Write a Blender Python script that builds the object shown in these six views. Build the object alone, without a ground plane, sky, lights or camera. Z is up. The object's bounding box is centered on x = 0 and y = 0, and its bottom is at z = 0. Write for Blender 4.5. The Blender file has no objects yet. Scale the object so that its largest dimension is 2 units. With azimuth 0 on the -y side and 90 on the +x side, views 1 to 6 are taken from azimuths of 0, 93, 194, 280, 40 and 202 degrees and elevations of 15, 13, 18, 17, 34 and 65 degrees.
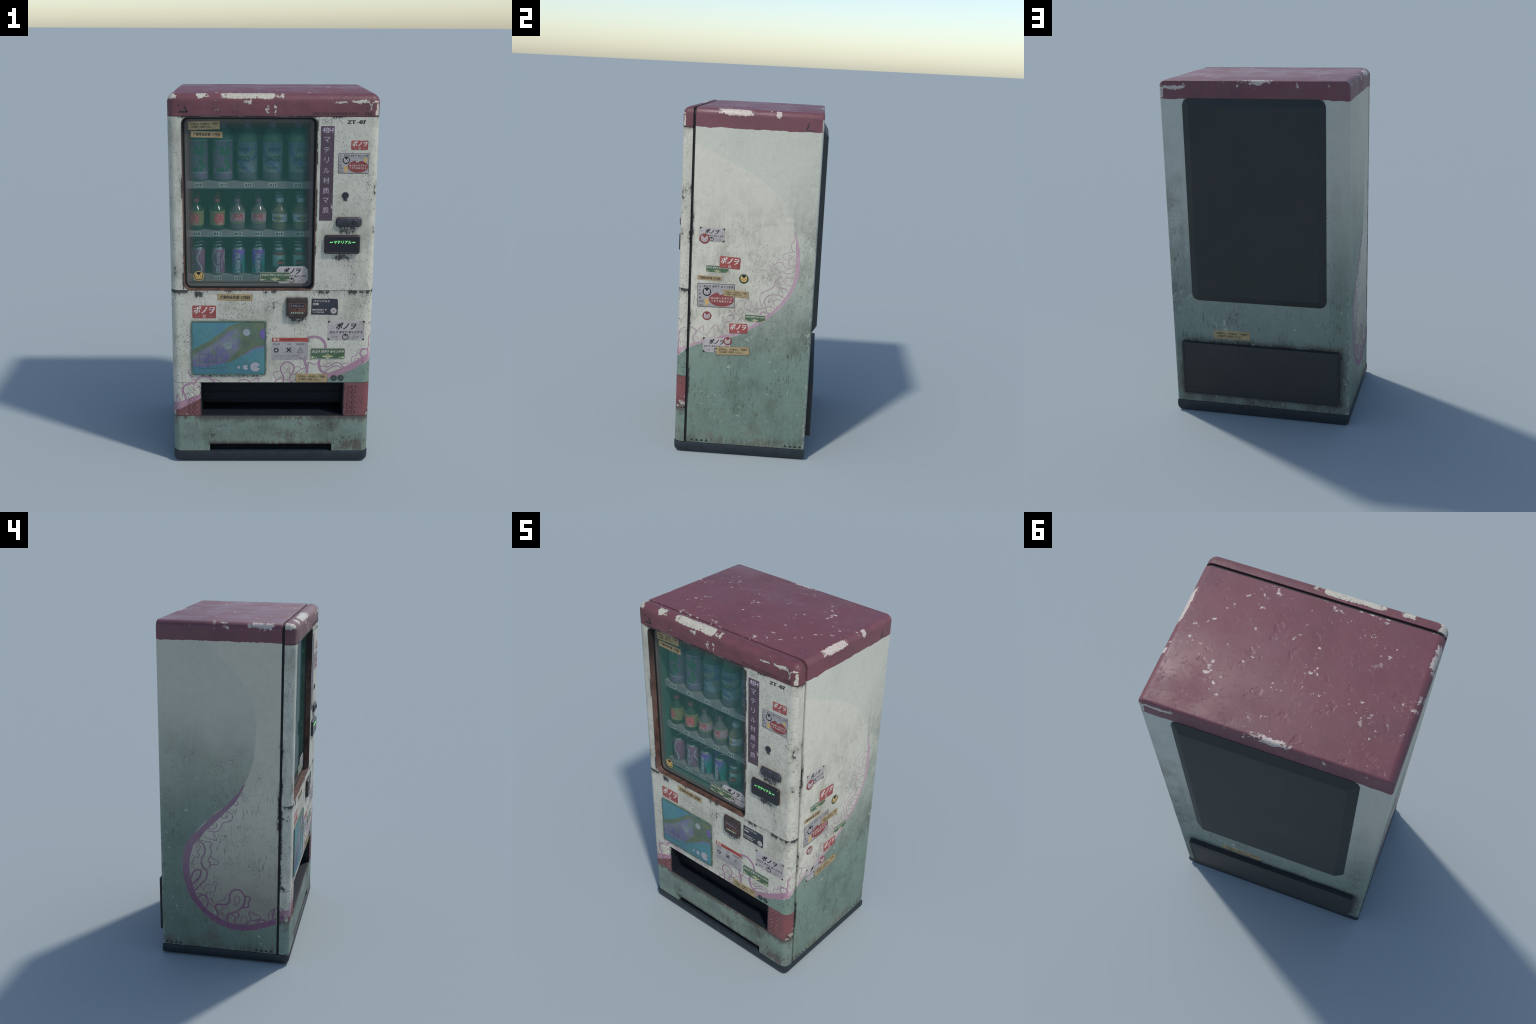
"""A weathered street drinks vending machine: cabinet, segmented front door with a glazed
display of bottles and cans, pickup bay, stickers, painted mural, rear service panels."""
import bpy, bmesh, math, random
from mathutils import Matrix, Vector

rng = random.Random(7)
SC = bpy.context.scene
COL = SC.collection
PI = math.pi

# ------------------------------------------------------------------ main sizes (metres)
HX = 0.53            # half width
YF = -0.388          # front face of the door
YD = -0.3295          # back of the door
YC = -0.3155          # front of the cabinet
YB = 0.376           # back of the cabinet
ZB = 0.064           # top of the plinth
ZT = 2.0
RC = 0.04            # door corner radius
SEAM_HEAD, SEAM_MID, SEAM_BAY, SEAM_LOW = 1.890, 0.988, 0.4690, 0.2745
WIN = (-0.460, 0.221, 0.986, 1.888)      # display window opening
BAY = (-0.379, 0.392)                    # pickup bay opening
YG = -0.353                              # glass front


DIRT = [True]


def srgb(r, g, b):
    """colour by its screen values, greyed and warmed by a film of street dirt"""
    f = lambda c: c / 12.92 if c <= 0.04045 else ((c + 0.055) / 1.055) ** 2.4
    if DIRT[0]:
        r, g, b = r * 0.945, g * 0.905, b * 0.865
        y = 0.3 * r + 0.55 * g + 0.15 * b
        r, g, b = (c + (y - c) * 0.13 for c in (r, g, b))
    return (f(r / 255), f(g / 255), f(b / 255), 1.0)


# ------------------------------------------------------------------ node shorthand
class NT:
    def __init__(self, name):
        self.mat = bpy.data.materials.new(name)
        self.mat.use_nodes = True
        self.t = self.mat.node_tree
        self.bsdf = self.t.nodes["Principled BSDF"]
        self.out = self.t.nodes["Material Output"]
        self._pos = None

    def n(self, kind, **kw):
        node = self.t.nodes.new(kind)
        for k, v in kw.items():
            setattr(node, k, v)
        return node

    def put(self, sock, v):
        if hasattr(v, "is_output"):
            self.t.links.new(v, sock)
        elif v is not None:
            if sock.type == "RGBA" and not hasattr(v, "__len__"):
                v = (v, v, v, 1)
            sock.default_value = v

    @property
    def pos(self):
        if self._pos is None:
            self._pos = self.n("ShaderNodeTexCoord").outputs["Object"]
            s = self.n("ShaderNodeSeparateXYZ")
            self.put(s.inputs[0], self._pos)
            self.x, self.y, self.z = s.outputs
        return self._pos

    def m(self, op, a, b=None, c=None, clamp=False):
        node = self.n("ShaderNodeMath", operation=op, use_clamp=clamp)
        for i, v in enumerate((a, b, c)):
            if v is not None:
                self.put(node.inputs[i], v)
        return node.outputs[0]

    def mul(self, *v):
        r = v[0]
        for w in v[1:]:
            r = self.m("MULTIPLY", r, w)
        return r

    def add(self, *v):
        r = v[0]
        for w in v[1:]:
            r = self.m("ADD", r, w)
        return r

    def mx(self, *v):
        r = v[0]
        for w in v[1:]:
            r = self.m("MAXIMUM", r, w)
        return r

    def scale(self, s, off=(0, 0, 0), vec=None):
        node = self.n("ShaderNodeMapping")
        self.put(node.inputs["Vector"], vec or self.pos)
        node.inputs["Scale"].default_value = s if hasattr(s, "__len__") else (s, s, s)
        node.inputs["Location"].default_value = off
        return node.outputs[0]

    def noise(self, s, detail=3, rough=0.55, off=(0, 0, 0), dist=0.0):
        node = self.n("ShaderNodeTexNoise")
        self.put(node.inputs["Vector"], self.scale(s, off))
        node.inputs["Scale"].default_value = 1
        node.inputs["Detail"].default_value = detail
        node.inputs["Roughness"].default_value = rough
        node.inputs["Distortion"].default_value = dist
        return node.outputs["Fac"]

    def voro(self, s, off=(0, 0, 0), vec=None, rand=1.0):
        node = self.n("ShaderNodeTexVoronoi")
        self.put(node.inputs["Vector"], self.scale(s, off, vec))
        node.inputs["Scale"].default_value = 1
        node.inputs["Randomness"].default_value = rand
        return node

    def ss(self, v, a, b, lo=0.0, hi=1.0):
        """smooth step from lo to hi while v goes a -> b (a > b falls)"""
        node = self.n("ShaderNodeMapRange", interpolation_type="SMOOTHSTEP")
        if a > b:
            a, b, lo, hi = b, a, hi, lo
        for i, w in enumerate((v, a, b, lo, hi)):
            self.put(node.inputs[i], w)
        return node.outputs[0]

    def mix(self, f, a, b, mode="MIX"):
        node = self.n("ShaderNodeMix", data_type="RGBA", blend_type=mode)
        self.put(node.inputs[0], f)
        self.put(node.inputs[6], a)
        self.put(node.inputs[7], b)
        return node.outputs[2]

    def curve(self, v, pts, lo, hi):
        """piecewise function of v from control points, through a Float Curve"""
        u = self.m("DIVIDE", self.m("SUBTRACT", v, lo), hi - lo, clamp=True)
        node = self.n("ShaderNodeFloatCurve")
        c = node.mapping.curves[0]
        vmin, vmax = min(p[1] for p in pts), max(p[1] for p in pts)
        q = [((a - lo) / (hi - lo), (b - vmin) / (vmax - vmin)) for a, b in sorted(pts)]
        c.points[0].location, c.points[-1].location = q[0], q[-1]
        for p in q[1:-1]:
            c.points.new(*p)
        node.mapping.update()
        self.put(node.inputs["Value"], u)
        return self.add(self.mul(node.outputs[0], vmax - vmin), vmin)

    def mix_f(self, f, a, b):
        return self.add(a, self.mul(f, b - a))

    def box(self, a0, a1, b0, b1, soft=0.01, ax="x", bx="z", wob=None):
        self.pos
        a, b = getattr(self, ax), getattr(self, bx)
        if wob is not None:
            a, b = self.add(a, wob), self.add(b, wob)
        return self.mul(self.ss(a, a0 - soft, a0 + soft), self.ss(a, a1 + soft, a1 - soft),
                        self.ss(b, b0 - soft, b0 + soft), self.ss(b, b1 + soft, b1 - soft))

    def finish(self, col, rough=0.5, height=None, bump=0.2, dist=0.002, spec=0.5, metal=0.0, **kw):
        b = self.bsdf
        self.put(b.inputs["Base Color"], col)
        self.put(b.inputs["Roughness"], rough)
        self.put(b.inputs["Specular IOR Level"], spec)
        self.put(b.inputs["Metallic"], metal)
        for k, v in kw.items():
            self.put(b.inputs[k], v)
        if height is not None:
            node = self.n("ShaderNodeBump")
            node.inputs["Strength"].default_value = bump
            node.inputs["Distance"].default_value = dist
            self.put(node.inputs["Height"], height)
            self.put(b.inputs["Normal"], node.outputs[0])
        return self.mat


def plain(name, col, rough=0.5, var=0.12, scale=60, **kw):
    t = NT(name)
    n = t.noise(scale, 3)
    dark = tuple(c * (1 - 2 * var) for c in col[:3]) + (1,)
    lite = tuple(min(1, c * (1 + 1.2 * var)) for c in col[:3]) + (1,)
    return t.finish(t.mix(t.ss(n, 0.3, 0.7), dark, lite), rough, **kw)


# ------------------------------------------------------------------ paint with wear
GRIME = srgb(52, 50, 46)
SOOT = srgb(26, 25, 26)
RUST = srgb(92, 58, 46)
BARE = srgb(196, 200, 190)
WHITE = srgb(212, 215, 203)
TEAL = srgb(119, 147, 136)
TEAL_DEEP = srgb(110, 138, 128)
PALE = srgb(203, 210, 199)
RED = srgb(127, 70, 82)
BAYRED = srgb(130, 80, 84)
PURPLE = srgb(177, 134, 160)


def wear(t, col, grime=1.0, specks=1.0, soot=None, chips=None, chip_col=BARE, rustmask=None):
    """Layers of street wear over a paint colour: mottling, runs of dirt, black specks,
    soot where parts drip, rust at seams, flaked chips showing primer."""
    t.pos
    low = t.noise(2.6, 2, off=(3, 1, 7))
    mid = t.noise(9, 4, off=(1, 5, 2))
    runs = t.noise((60, 60, 9), 5, 0.66)
    col = t.mix(t.ss(t.noise(26, 5, 0.65), 0.25, 0.75, 0.0, 0.16), col, t.mix(1.0, col, (0.62, 0.66, 0.64, 1), "MULTIPLY"))
    dirty = t.mul(t.ss(t.add(t.mul(low, 0.8), t.mul(mid, 0.6), t.mul(runs, 0.45)), 0.84, 1.14), t.mul(0.55, grime))
    col = t.mix(dirty, col, t.mix(1.0, col, (0.50, 0.49, 0.46, 1), "MULTIPLY"))
    if soot is not None:
        runs2 = t.noise((190, 190, 26), 4, 0.65, off=(9, 2, 4))
        blot = t.noise((75, 75, 60), 6, 0.72, off=(2, 8, 1))
        s = t.ss(t.add(t.mul(runs2, 0.60), t.mul(blot, 0.95), t.mul(soot, 0.58)), 1.11, 1.25)
        haze = t.mul(soot, t.ss(t.add(t.mul(runs2, 0.9), t.mul(mid, 0.5)), 0.40, 0.82), 0.52)
        col = t.mix(t.m("MINIMUM", t.mx(t.mul(s, t.ss(soot, 0.02, 0.3)), haze), 0.92), col, SOOT)
    if rustmask is not None:
        r = t.mul(rustmask, t.ss(t.add(t.mul(t.noise((60, 60, 14), 4, 0.6, off=(4, 4, 4)), 0.6), t.mul(mid, 0.5), t.mul(rustmask, 0.2)), 0.58, 0.74))
        col = t.mix(t.mul(r, 0.8), col, t.mix(t.ss(mid, 0.4, 0.6), RUST, srgb(70, 56, 54)))
    crowd = t.noise(7, 3, 0.6, off=(4, 4, 9))
    sp = t.ss(t.add(t.noise((170, 170, 95), 4, 0.65, off=(6, 3, 5)), t.mul(crowd, 0.42)), 0.835, 0.875)
    sp2 = t.ss(t.add(t.noise((66, 66, 36), 6, 0.7, off=(5, 9, 5)), t.mul(crowd, 0.40)), 0.862, 0.90)
    col = t.mix(t.mul(t.mx(t.mul(sp, 0.75), t.mul(sp2, 0.8)), specks), col, GRIME)
    if chips is not None:
        col = t.mix(chips, col, t.mix(t.ss(t.noise(110, 5, 0.7), 0.42, 0.72), chip_col, tuple(c * 0.62 for c in chip_col[:3]) + (1,)))
    return col


def flakes(t, lo=0.685, size=30.0, off=(0, 0, 0), cluster=0.16):
    """scattered crisp flakes gathered in loose clusters"""
    return t.ss(t.add(t.noise(size, 6, 0.66, off=off), t.mul(t.noise(7.5, 3, 0.6, off=off), cluster * 2.2)), lo + cluster * 1.1, lo + cluster * 1.1 + 0.018)


def relief(t, fine=1.0, dents=1.0):
    wrinkle = t.noise((34, 34, 26), 7, 0.66, off=(7, 7, 7), dist=1.2)
    dent = t.ss(t.noise(13, 3, 0.5, off=(2, 4, 9)), 0.60, 0.72)
    grain = t.noise(240, 2)
    return t.add(t.mul(t.ss(wrinkle, 0.52, 0.70), 0.75, fine), t.mul(dent, -0.8 * dents), t.mul(grain, 0.12))


def wavy(t):
    return t.mul(t.m("SUBTRACT", t.noise((16, 16, 0.1), 4, 0.6), 0.5), 0.022)


def mural_right(t):
    """1 inside the white disc of the right flank (y in front of its rim)"""
    rim = t.curve(t.z, [(0.55, -0.42), (0.60, -0.376), (0.676, -0.24), (0.727, -0.06), (0.77, 0.02), (0.85, 0.13), (0.94, 0.217),
                        (1.06, 0.272), (1.18, 0.287), (1.30, 0.268), (1.40, 0.243), (1.46, 0.213), (1.535, 0.163), (1.60, 0.087),
                        (1.652, 0.012), (1.706, -0.097), (1.776, -0.245), (1.83, -0.36), (1.90, -0.45)], 0.55, 1.90)
    return t.ss(t.m("SUBTRACT", rim, t.y), -0.002, 0.002)


def mural_left(t):
    rim = t.curve(t.z, [(0.19, -0.02), (0.243, 0.062), (0.28, 0.105), (0.364, 0.185), (0.423, 0.215), (0.483, 0.233), (0.578, 0.245), (0.639, 0.242),
                        (0.695, 0.232), (0.787, 0.174), (0.896, 0.076), (0.996, -0.032), (1.1, -0.113), (1.237, -0.165), (1.39, -0.181),
                        (1.472, -0.18), (1.538, -0.165), (1.617, -0.135), (1.694, -0.094), (1.745, -0.048), (1.90, 0.10)], 0.19, 1.90)
    sill = t.curve(t.y, [(-0.40, 0.29), (-0.352, 0.277), (-0.316, 0.26), (-0.256, 0.237), (-0.196, 0.214), (-0.135, 0.201), (-0.073, 0.198),
                         (-0.027, 0.206), (0.019, 0.221), (0.062, 0.243), (0.12, 0.29)], -0.40, 0.12)
    return t.mul(t.ss(t.m("SUBTRACT", rim, t.y), -0.002, 0.002), t.ss(t.m("SUBTRACT", t.z, sill), -0.002, 0.002))


def sea_gradient(t, shift=0.0):
    """pale at the top, teal below, deeper at the foot"""
    z = t.add(t.z, t.mul(t.m("SUBTRACT", t.noise(3.1, 3), 0.5), 0.25), shift)
    c = t.mix(t.ss(z, 1.85, 0.90), PALE, TEAL)
    return t.mix(t.ss(t.add(z, -0.5 * shift), 0.75, 0.10), c, TEAL_DEEP)


def edge_chips(t, mask, lo=0.46, off=(0, 0, 0), size=34):
    n = t.add(t.mul(t.noise(size, 8, 0.74, off=off), 1.35), t.mul(t.noise(size * 0.33, 3, off=off), 0.75), t.mul(mask, 0.62))
    nick = t.ss(t.noise(size * 2.6, 5, 0.7, off=(5, 5, 5)), 0.66, 0.60)
    return t.mul(t.ss(n, lo + 1.06, lo + 1.09), t.ss(mask, 0.02, 0.10), nick)


def mat_cabinet():
    t = NT("cabinet_paint")
    t.pos
    right, left = t.ss(t.x, 0.40, 0.45), t.ss(t.x, -0.40, -0.45)
    sides = t.mx(right, left)
    disc = t.mx(t.mul(mural_right(t), right), t.mul(mural_left(t), left))
    rear = t.ss(t.y, 0.36, 0.374)
    sea = t.mix(left, t.mix(rear, sea_gradient(t, 0.42), sea_gradient(t, 0.48)), sea_gradient(t, 0.22))
    sea = t.mix(t.mul(rear, 0.5), sea, t.mix(t.ss(t.z, 1.5, 0.7), srgb(196, 206, 204), srgb(134, 152, 148)))
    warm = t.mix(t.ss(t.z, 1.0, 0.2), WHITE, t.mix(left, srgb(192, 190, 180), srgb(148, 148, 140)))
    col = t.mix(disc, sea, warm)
    # dirt that hangs around the lower half and the disc centre
    smudge = t.mul(t.ss(t.add(t.mul(t.noise((7, 7, 5), 3, 0.6, off=(3, 3, 8)), 0.75), t.mul(t.noise((80, 80, 42), 5, 0.72, off=(3, 3, 8)), 0.55)), 0.61, 0.80), t.ss(t.z, 1.65, 1.25))
    col = t.mix(t.mul(smudge, t.mx(right, 0.32), t.ss(t.z, 0.75, 0.55, 0.72, 0.34)), col, t.mix(1.0, col, (0.62, 0.62, 0.59, 1), "MULTIPLY"))
    flank = t.ss(t.z, 1.15, 0.95)
    streak = t.mul(t.ss(t.noise((75, 75, 22), 5, 0.62, off=(1, 1, 3)), 0.53, 0.68), t.ss(t.noise(5.5, 3, off=(8, 0, 0)), 0.42, 0.62), flank)
    col = t.mix(t.mul(streak, 0.62), col, srgb(66, 66, 60))
    blush = t.mul(t.ss(t.noise((8, 8, 10), 4, 0.65, off=(6, 2, 2)), 0.50, 0.66), t.ss(t.z, 0.45, 0.12))
    col = t.mix(t.mul(blush, 0.45), col, srgb(120, 98, 90))
    seam_edge = t.mul(t.ss(t.y, -0.296, -0.3145), t.ss(t.noise((5, 5, 5), 3, off=(4, 1, 1)), 0.40, 0.62), sides, t.ss(t.z, 1.75, 1.3), 0.85)
    vent_edge = t.mul(t.box(-0.505, 0.505, 0.095, 0.49, 0.045), t.ss(t.y, 0.35, 0.37))
    flank_chip = t.mul(flakes(t, 0.662, 30, (3, 7, 1), 0.16), t.ss(t.z, 1.5, 1.1), 0.85)
    rim_chip = t.mul(t.mx(t.ss(t.y, 0.352, 0.368), 0.0), t.ss(t.m("ABSOLUTE", t.x), 0.512, 0.522), t.ss(t.noise((60, 60, 30), 5, 0.65), 0.50, 0.56), t.ss(t.z, 1.5, 1.3), 0.7)
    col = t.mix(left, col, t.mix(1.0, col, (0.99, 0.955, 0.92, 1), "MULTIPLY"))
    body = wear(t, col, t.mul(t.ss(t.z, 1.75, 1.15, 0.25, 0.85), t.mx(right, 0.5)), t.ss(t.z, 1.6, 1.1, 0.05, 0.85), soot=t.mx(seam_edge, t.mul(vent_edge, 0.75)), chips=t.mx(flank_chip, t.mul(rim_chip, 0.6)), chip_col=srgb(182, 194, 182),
                rustmask=t.mx(t.mul(vent_edge, 0.9), t.mul(t.ss(t.z, 0.17, 0.07), 0.6)))
    # the red cap with its brushed lower edge
    cap = t.ss(t.add(t.z, wavy(t)), 1.896, 1.8975)
    red = t.mix(t.ss(t.noise(4.5, 4, 0.6), 0.35, 0.7, 0, 0.5), RED, srgb(120, 76, 90))
    wob = t.mul(t.m("SUBTRACT", t.noise(40, 4, 0.65), 0.5), 0.02)
    side_hi = t.ss(t.z, 1.945, 1.980)
    edges = t.mx(
        t.mul(right, t.ss(t.z, 1.948, 1.975), t.ss(t.x, 0.498, 0.515), t.box(-0.19, 0.00, 1.9, 2.1, 0.06, "y", "z", wob), 0.95),
        t.mul(right, side_hi, t.ss(t.x, 0.505, 0.515), t.box(0.115, 0.15, 1.9, 2.1, 0.012, "y", "z", wob)),
        t.mul(left, side_hi, t.ss(t.x, -0.482, -0.515), t.box(-0.30, -0.10, 1.9, 2.1, 0.06, "y", "z", wob), 0.8),
        t.mul(left, side_hi, t.ss(t.x, -0.482, -0.515), t.box(-0.045, 0.05, 1.9, 2.1, 0.04, "y", "z", wob), 0.8),
        t.mul(t.ss(t.y, 0.335, 0.368), t.ss(t.z, 1.955, 1.99), t.box(-0.11, 0.06, 1.9, 2.1, 0.07, "x", "z", wob)),
        t.mul(t.ss(t.y, 0.36, 0.37), t.box(0.38, 0.54, 1.948, 1.972, 0.012, "x", "z", wob)),
        t.mul(t.ss(t.y, 0.36, 0.37), t.box(0.508, 0.54, 1.90, 1.965, 0.010, "x", "z", wob)),
        t.mul(t.ss(t.y, -0.300, -0.311), t.ss(t.z, 1.985, 1.99), t.box(-0.50, 0.08, 1.9, 2.1, 0.03, "x", "z", wob), 0.45))
    crowd = t.ss(t.noise(5.5, 4, 0.6, off=(2, 7, 0)), 0.50, 0.62)
    flake = t.mx(t.mul(flakes(t, 0.640, 30, (0, 0, 0), 0.20), crowd), flakes(t, 0.672, 19, (3, 1, 0), 0.18), t.mul(flakes(t, 0.655, 60, (1, 1, 0), 0.22), crowd))
    scratch = t.mul(t.ss(t.noise((9, 150, 9), 3, 0.6, off=(4, 0, 0), dist=0.6), 0.715, 0.735), t.ss(t.noise(7, 2, off=(1, 8, 0)), 0.55, 0.60))
    flake = t.mx(flake, t.mul(scratch, 0.8))
    capchip = t.mx(t.mul(flake, t.ss(t.add(t.z, t.mul(t.noise(20, 2), 0.05)), 1.975, 1.995)), edge_chips(t, edges, 0.40))
    redcol = wear(t, red, 0.45, 0.25, chips=t.mul(capchip, 0.95), chip_col=srgb(214, 206, 200))
    col = t.mix(cap, body, redcol)
    return t.finish(col, t.mix(cap, t.mx(0.55, t.mul(t.noise(12, 3), 1.0)), t.ss(t.noise(5, 4), 0.3, 0.75, 0.40, 0.62)),
                    t.add(relief(t, t.mix_f(cap, 1.0, 0.55), 1.35), t.mul(capchip, cap, -0.5)), 0.30, 0.004)


def mat_header():
    t = NT("header_red_paint")
    t.pos
    red = t.mix(t.ss(t.noise((8, 8, 14), 5, 0.65), 0.35, 0.72, 0, 0.7), RED, srgb(104, 58, 66))
    wob = t.mul(t.m("SUBTRACT", t.noise(38, 5, 0.68), 0.5), 0.035)
    top = t.mul(t.ss(t.z, 1.960, 1.988), t.ss(t.y, -0.333, -0.356))
    edges = t.mx(
        t.mul(top, t.box(-0.27, 0.055, 1.9, 2.1, 0.05, "x", "z", wob), t.ss(t.noise((26, 3, 3), 3, 0.6), 0.30, 0.55, 0.62, 1.0)),
        t.mul(top, t.box(-0.40, -0.30, 1.9, 2.1, 0.05, "x", "z", wob), 0.9),
        t.mul(t.ss(t.z, 1.950, 1.985), t.box(-0.55, -0.485, 1.9, 2.1, 0.03, "x", "z", wob)),
        t.mul(t.box(0.385, 0.54, 1.952, 1.972, 0.011, "x", "z", wob), t.ss(t.y, -0.362, -0.372)),
        t.mul(t.box(0.507, 0.54, 1.895, 1.965, 0.012, "x", "z", t.mul(wob, 0.5)), t.ss(t.y, -0.366, -0.374)),
        t.mul(t.box(0.30, 0.365, 1.953, 1.966, 0.011, "x", "z", wob)),
        t.box(0.474, 0.492, 1.915, 1.965, 0.011, "x", "z", wob),
        t.box(-0.155, -0.10, 1.945, 1.975, 0.012, "x", "z", wob),
        t.mul(t.box(-0.04, 0.02, 1.90, 1.945, 0.014, "x", "z", wob), t.ss(t.noise(46, 3, off=(2, 2, 2)), 0.54, 0.58)),
        t.box(-0.193, -0.183, 1.890, 1.899, 0.011, "x", "z", wob))
    chips = t.mx(edge_chips(t, edges, 0.38), t.mul(flakes(t, 0.700, 42, (5, 1, 2), 0.14), 0.9))
    crease = t.box(-0.30, -0.15, 1.888, 1.945, 0.03)
    crumple = t.mul(t.noise((40, 40, 60), 5, 0.62, dist=1.6), crease)
    soot = t.mx(t.mul(t.ss(t.z, 1.904, 1.892), 0.5), t.mul(crease, 0.3))
    col = wear(t, red, 0.7, 0.9, soot=soot, chips=chips, chip_col=srgb(206, 206, 192))
    return t.finish(col, t.ss(t.noise(9, 4), 0.3, 0.7, 0.42, 0.6), t.add(relief(t, 0.7, 0.6), t.mul(crumple, 3.0), t.mul(chips, -0.5)), 0.35, 0.004)


def mat_door(name, kind):
    t = NT(name)
    t.pos
    col = t.mix(t.ss(t.noise(5, 4, 0.6), 0.35, 0.7, 0, 0.6), WHITE, srgb(192, 198, 186))
    rustmask, chips, specks = None, None, 0.9
    if kind == "upper":
        soot = t.mx(
            t.mul(t.ss(t.z, 1.868, 1.889), t.ss(t.noise((11, 11, 2), 3), 0.36, 0.6), 0.9),
            t.mul(t.box(0.30, 0.415, 1.10, 1.195, 0.03), t.ss(t.z, 1.09, 1.18), 0.85),
            t.mul(t.box(0.33, 0.385, 1.15, 1.19, 0.015), 0.9),
            t.box(0.357, 0.381, 1.462, 1.49, 0.008),
            t.mul(t.box(0.335, 0.43, 1.285, 1.34, 0.014), 0.75),
            t.mul(t.box(0.262, 0.457, 1.183, 1.293, 0.010), 0.55),
            t.mul(t.box(0.32, 0.46, 1.326, 1.385, 0.008), 0.5),
            t.mul(t.box(0.20, 0.2275, 0.99, 1.88, 0.006), t.ss(t.noise((6, 6, 9), 3, off=(3, 0, 0)), 0.42, 0.62)),
            t.mul(t.box(-0.4675, -0.455, 0.99, 1.60, 0.006), t.ss(t.noise((6, 6, 9), 3), 0.38, 0.60)),
            t.mul(t.box(-0.515, -0.495, 1.06, 1.12, 0.012), 0.75),
            t.mul(t.ss(t.m("ABSOLUTE", t.x), 0.50, 0.52), t.ss(t.noise((7, 7, 9), 3, off=(1, 1, 0)), 0.58, 0.68), 0.85),
            t.mul(t.ss(t.y, -0.346, -0.330), t.ss(t.noise((8, 8, 9), 3, off=(5, 1, 0)), 0.44, 0.66), 0.9))
    elif kind == "lower":
        teal = t.mul(t.ss(t.x, 0.27, 0.275), t.ss(t.m("SUBTRACT", t.z, t.add(0.497, t.mul(t.m("SUBTRACT", t.x, 0.30), 0.42), t.mul(t.m("MAXIMUM", t.add(t.y, 0.375), 0.0), 0.9))), 0.004, -0.004))
        col = t.mix(teal, col, t.mix(t.noise(8, 3), TEAL, srgb(122, 150, 138)))
        soot = t.mx(
            t.mul(t.ss(t.z, 0.945, 0.985), t.ss(t.noise((9, 9, 2), 4, off=(2, 0, 0)), 0.36, 0.62)),
            t.mul(t.box(-0.41, -0.36, 0.945, 0.985, 0.015), 1.0),
            t.mul(t.box(0.085, 0.185, 0.775, 0.86, 0.022), t.ss(t.z, 0.765, 0.85)),
            t.mul(t.box(0.070, 0.195, 0.835, 0.955, 0.010), 0.6),
            t.mul(t.box(-0.430, -0.024, 0.508, 0.824, 0.007), 0.62),
            t.mul(t.box(-0.40, -0.05, 0.455, 0.535, 0.02), t.ss(t.z, 0.465, 0.52), 0.75),
            t.mul(t.ss(t.m("ABSOLUTE", t.x), 0.50, 0.52), t.ss(t.noise((7, 7, 9), 3, off=(1, 1, 0)), 0.56, 0.66)),
            t.mul(t.ss(t.y, -0.348, -0.330), t.ss(t.noise((8, 8, 9), 3, off=(5, 1, 0)), 0.36, 0.60), 0.9))
        specks = 1.0
    elif kind == "bay":
        right = t.ss(t.x, 0.0, 0.01)
        redzone = t.mx(right, t.ss(t.m("SUBTRACT", t.z, t.add(0.312, t.mul(t.m("MAXIMUM", t.add(t.x, 0.505), 0.0), 0.52))), 0.003, -0.003))
        fade = t.mix(t.ss(t.x, 0.45, 0.53), BAYRED, srgb(134, 74, 78))
        col = t.mix(redzone, col, fade)
        rim_lo = t.add(0.3115, t.mul(t.m("MAXIMUM", t.add(t.x, 0.505), 0.0), 0.52))
        rim_hi = t.add(0.351, t.mul(t.m("MAXIMUM", t.add(t.x, 0.505), 0.0), 0.44))
        lilac = t.mul(t.ss(t.x, -0.30, -0.31), t.ss(t.m("SUBTRACT", t.z, rim_lo), -0.001, 0.001), t.ss(t.m("SUBTRACT", rim_hi, t.z), -0.001, 0.001))
        col = t.mix(lilac, col, PURPLE)
        edge = t.mul(t.ss(t.m("ABSOLUTE", t.x), 0.505, 0.52), t.ss(t.z, 0.40, 0.30))
        chips = t.mx(t.mul(edge_chips(t, t.mul(edge, 0.72), 0.40), 0.8), t.mul(flakes(t, 0.69, 40, (5, 1, 2), 0.14), 0.9))
        soot = t.mx(t.mul(t.ss(t.m("ABSOLUTE", t.x), 0.50, 0.52), t.ss(t.z, 0.36, 0.28), 0.8), t.mul(t.box(-0.40, 0.41, 0.2, 0.5, 0.02), t.ss(t.m("ABSOLUTE", t.add(t.x, -0.0065)), 0.40, 0.388), 0.7))
    else:
        col = t.mix(t.ss(t.noise((5, 5, 9), 4, 0.6), 0.35, 0.7), srgb(126, 152, 142), srgb(112, 134, 125))
        rustmask = t.mx(t.mul(t.ss(t.noise((5, 5, 7), 3, 0.6, off=(3, 3, 3)), 0.50, 0.66), 0.62), t.mul(t.ss(t.z, 0.215, 0.272), 0.95), t.mul(t.box(-0.345, 0.345, 0.10, 0.125, 0.012), 0.9), t.mul(t.box(0.33, 0.53, 0.06, 0.14, 0.03), 0.8))
        soot = t.mx(t.mul(t.box(0.35, 0.50, 0.07, 0.18, 0.04), 0.55), t.mul(t.ss(t.z, 0.25, 0.272), 0.4))
        chips = t.mul(flakes(t, 0.735, 36, (2, 6, 2), 0.12), 0.7)
    col = wear(t, col, 0.9, specks, soot=soot, chips=chips, rustmask=rustmask)
    return t.finish(col, t.ss(t.noise(10, 3), 0.3, 0.7, 0.45, 0.65), relief(t, 1.0, 0.6), 0.55, 0.005)


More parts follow.
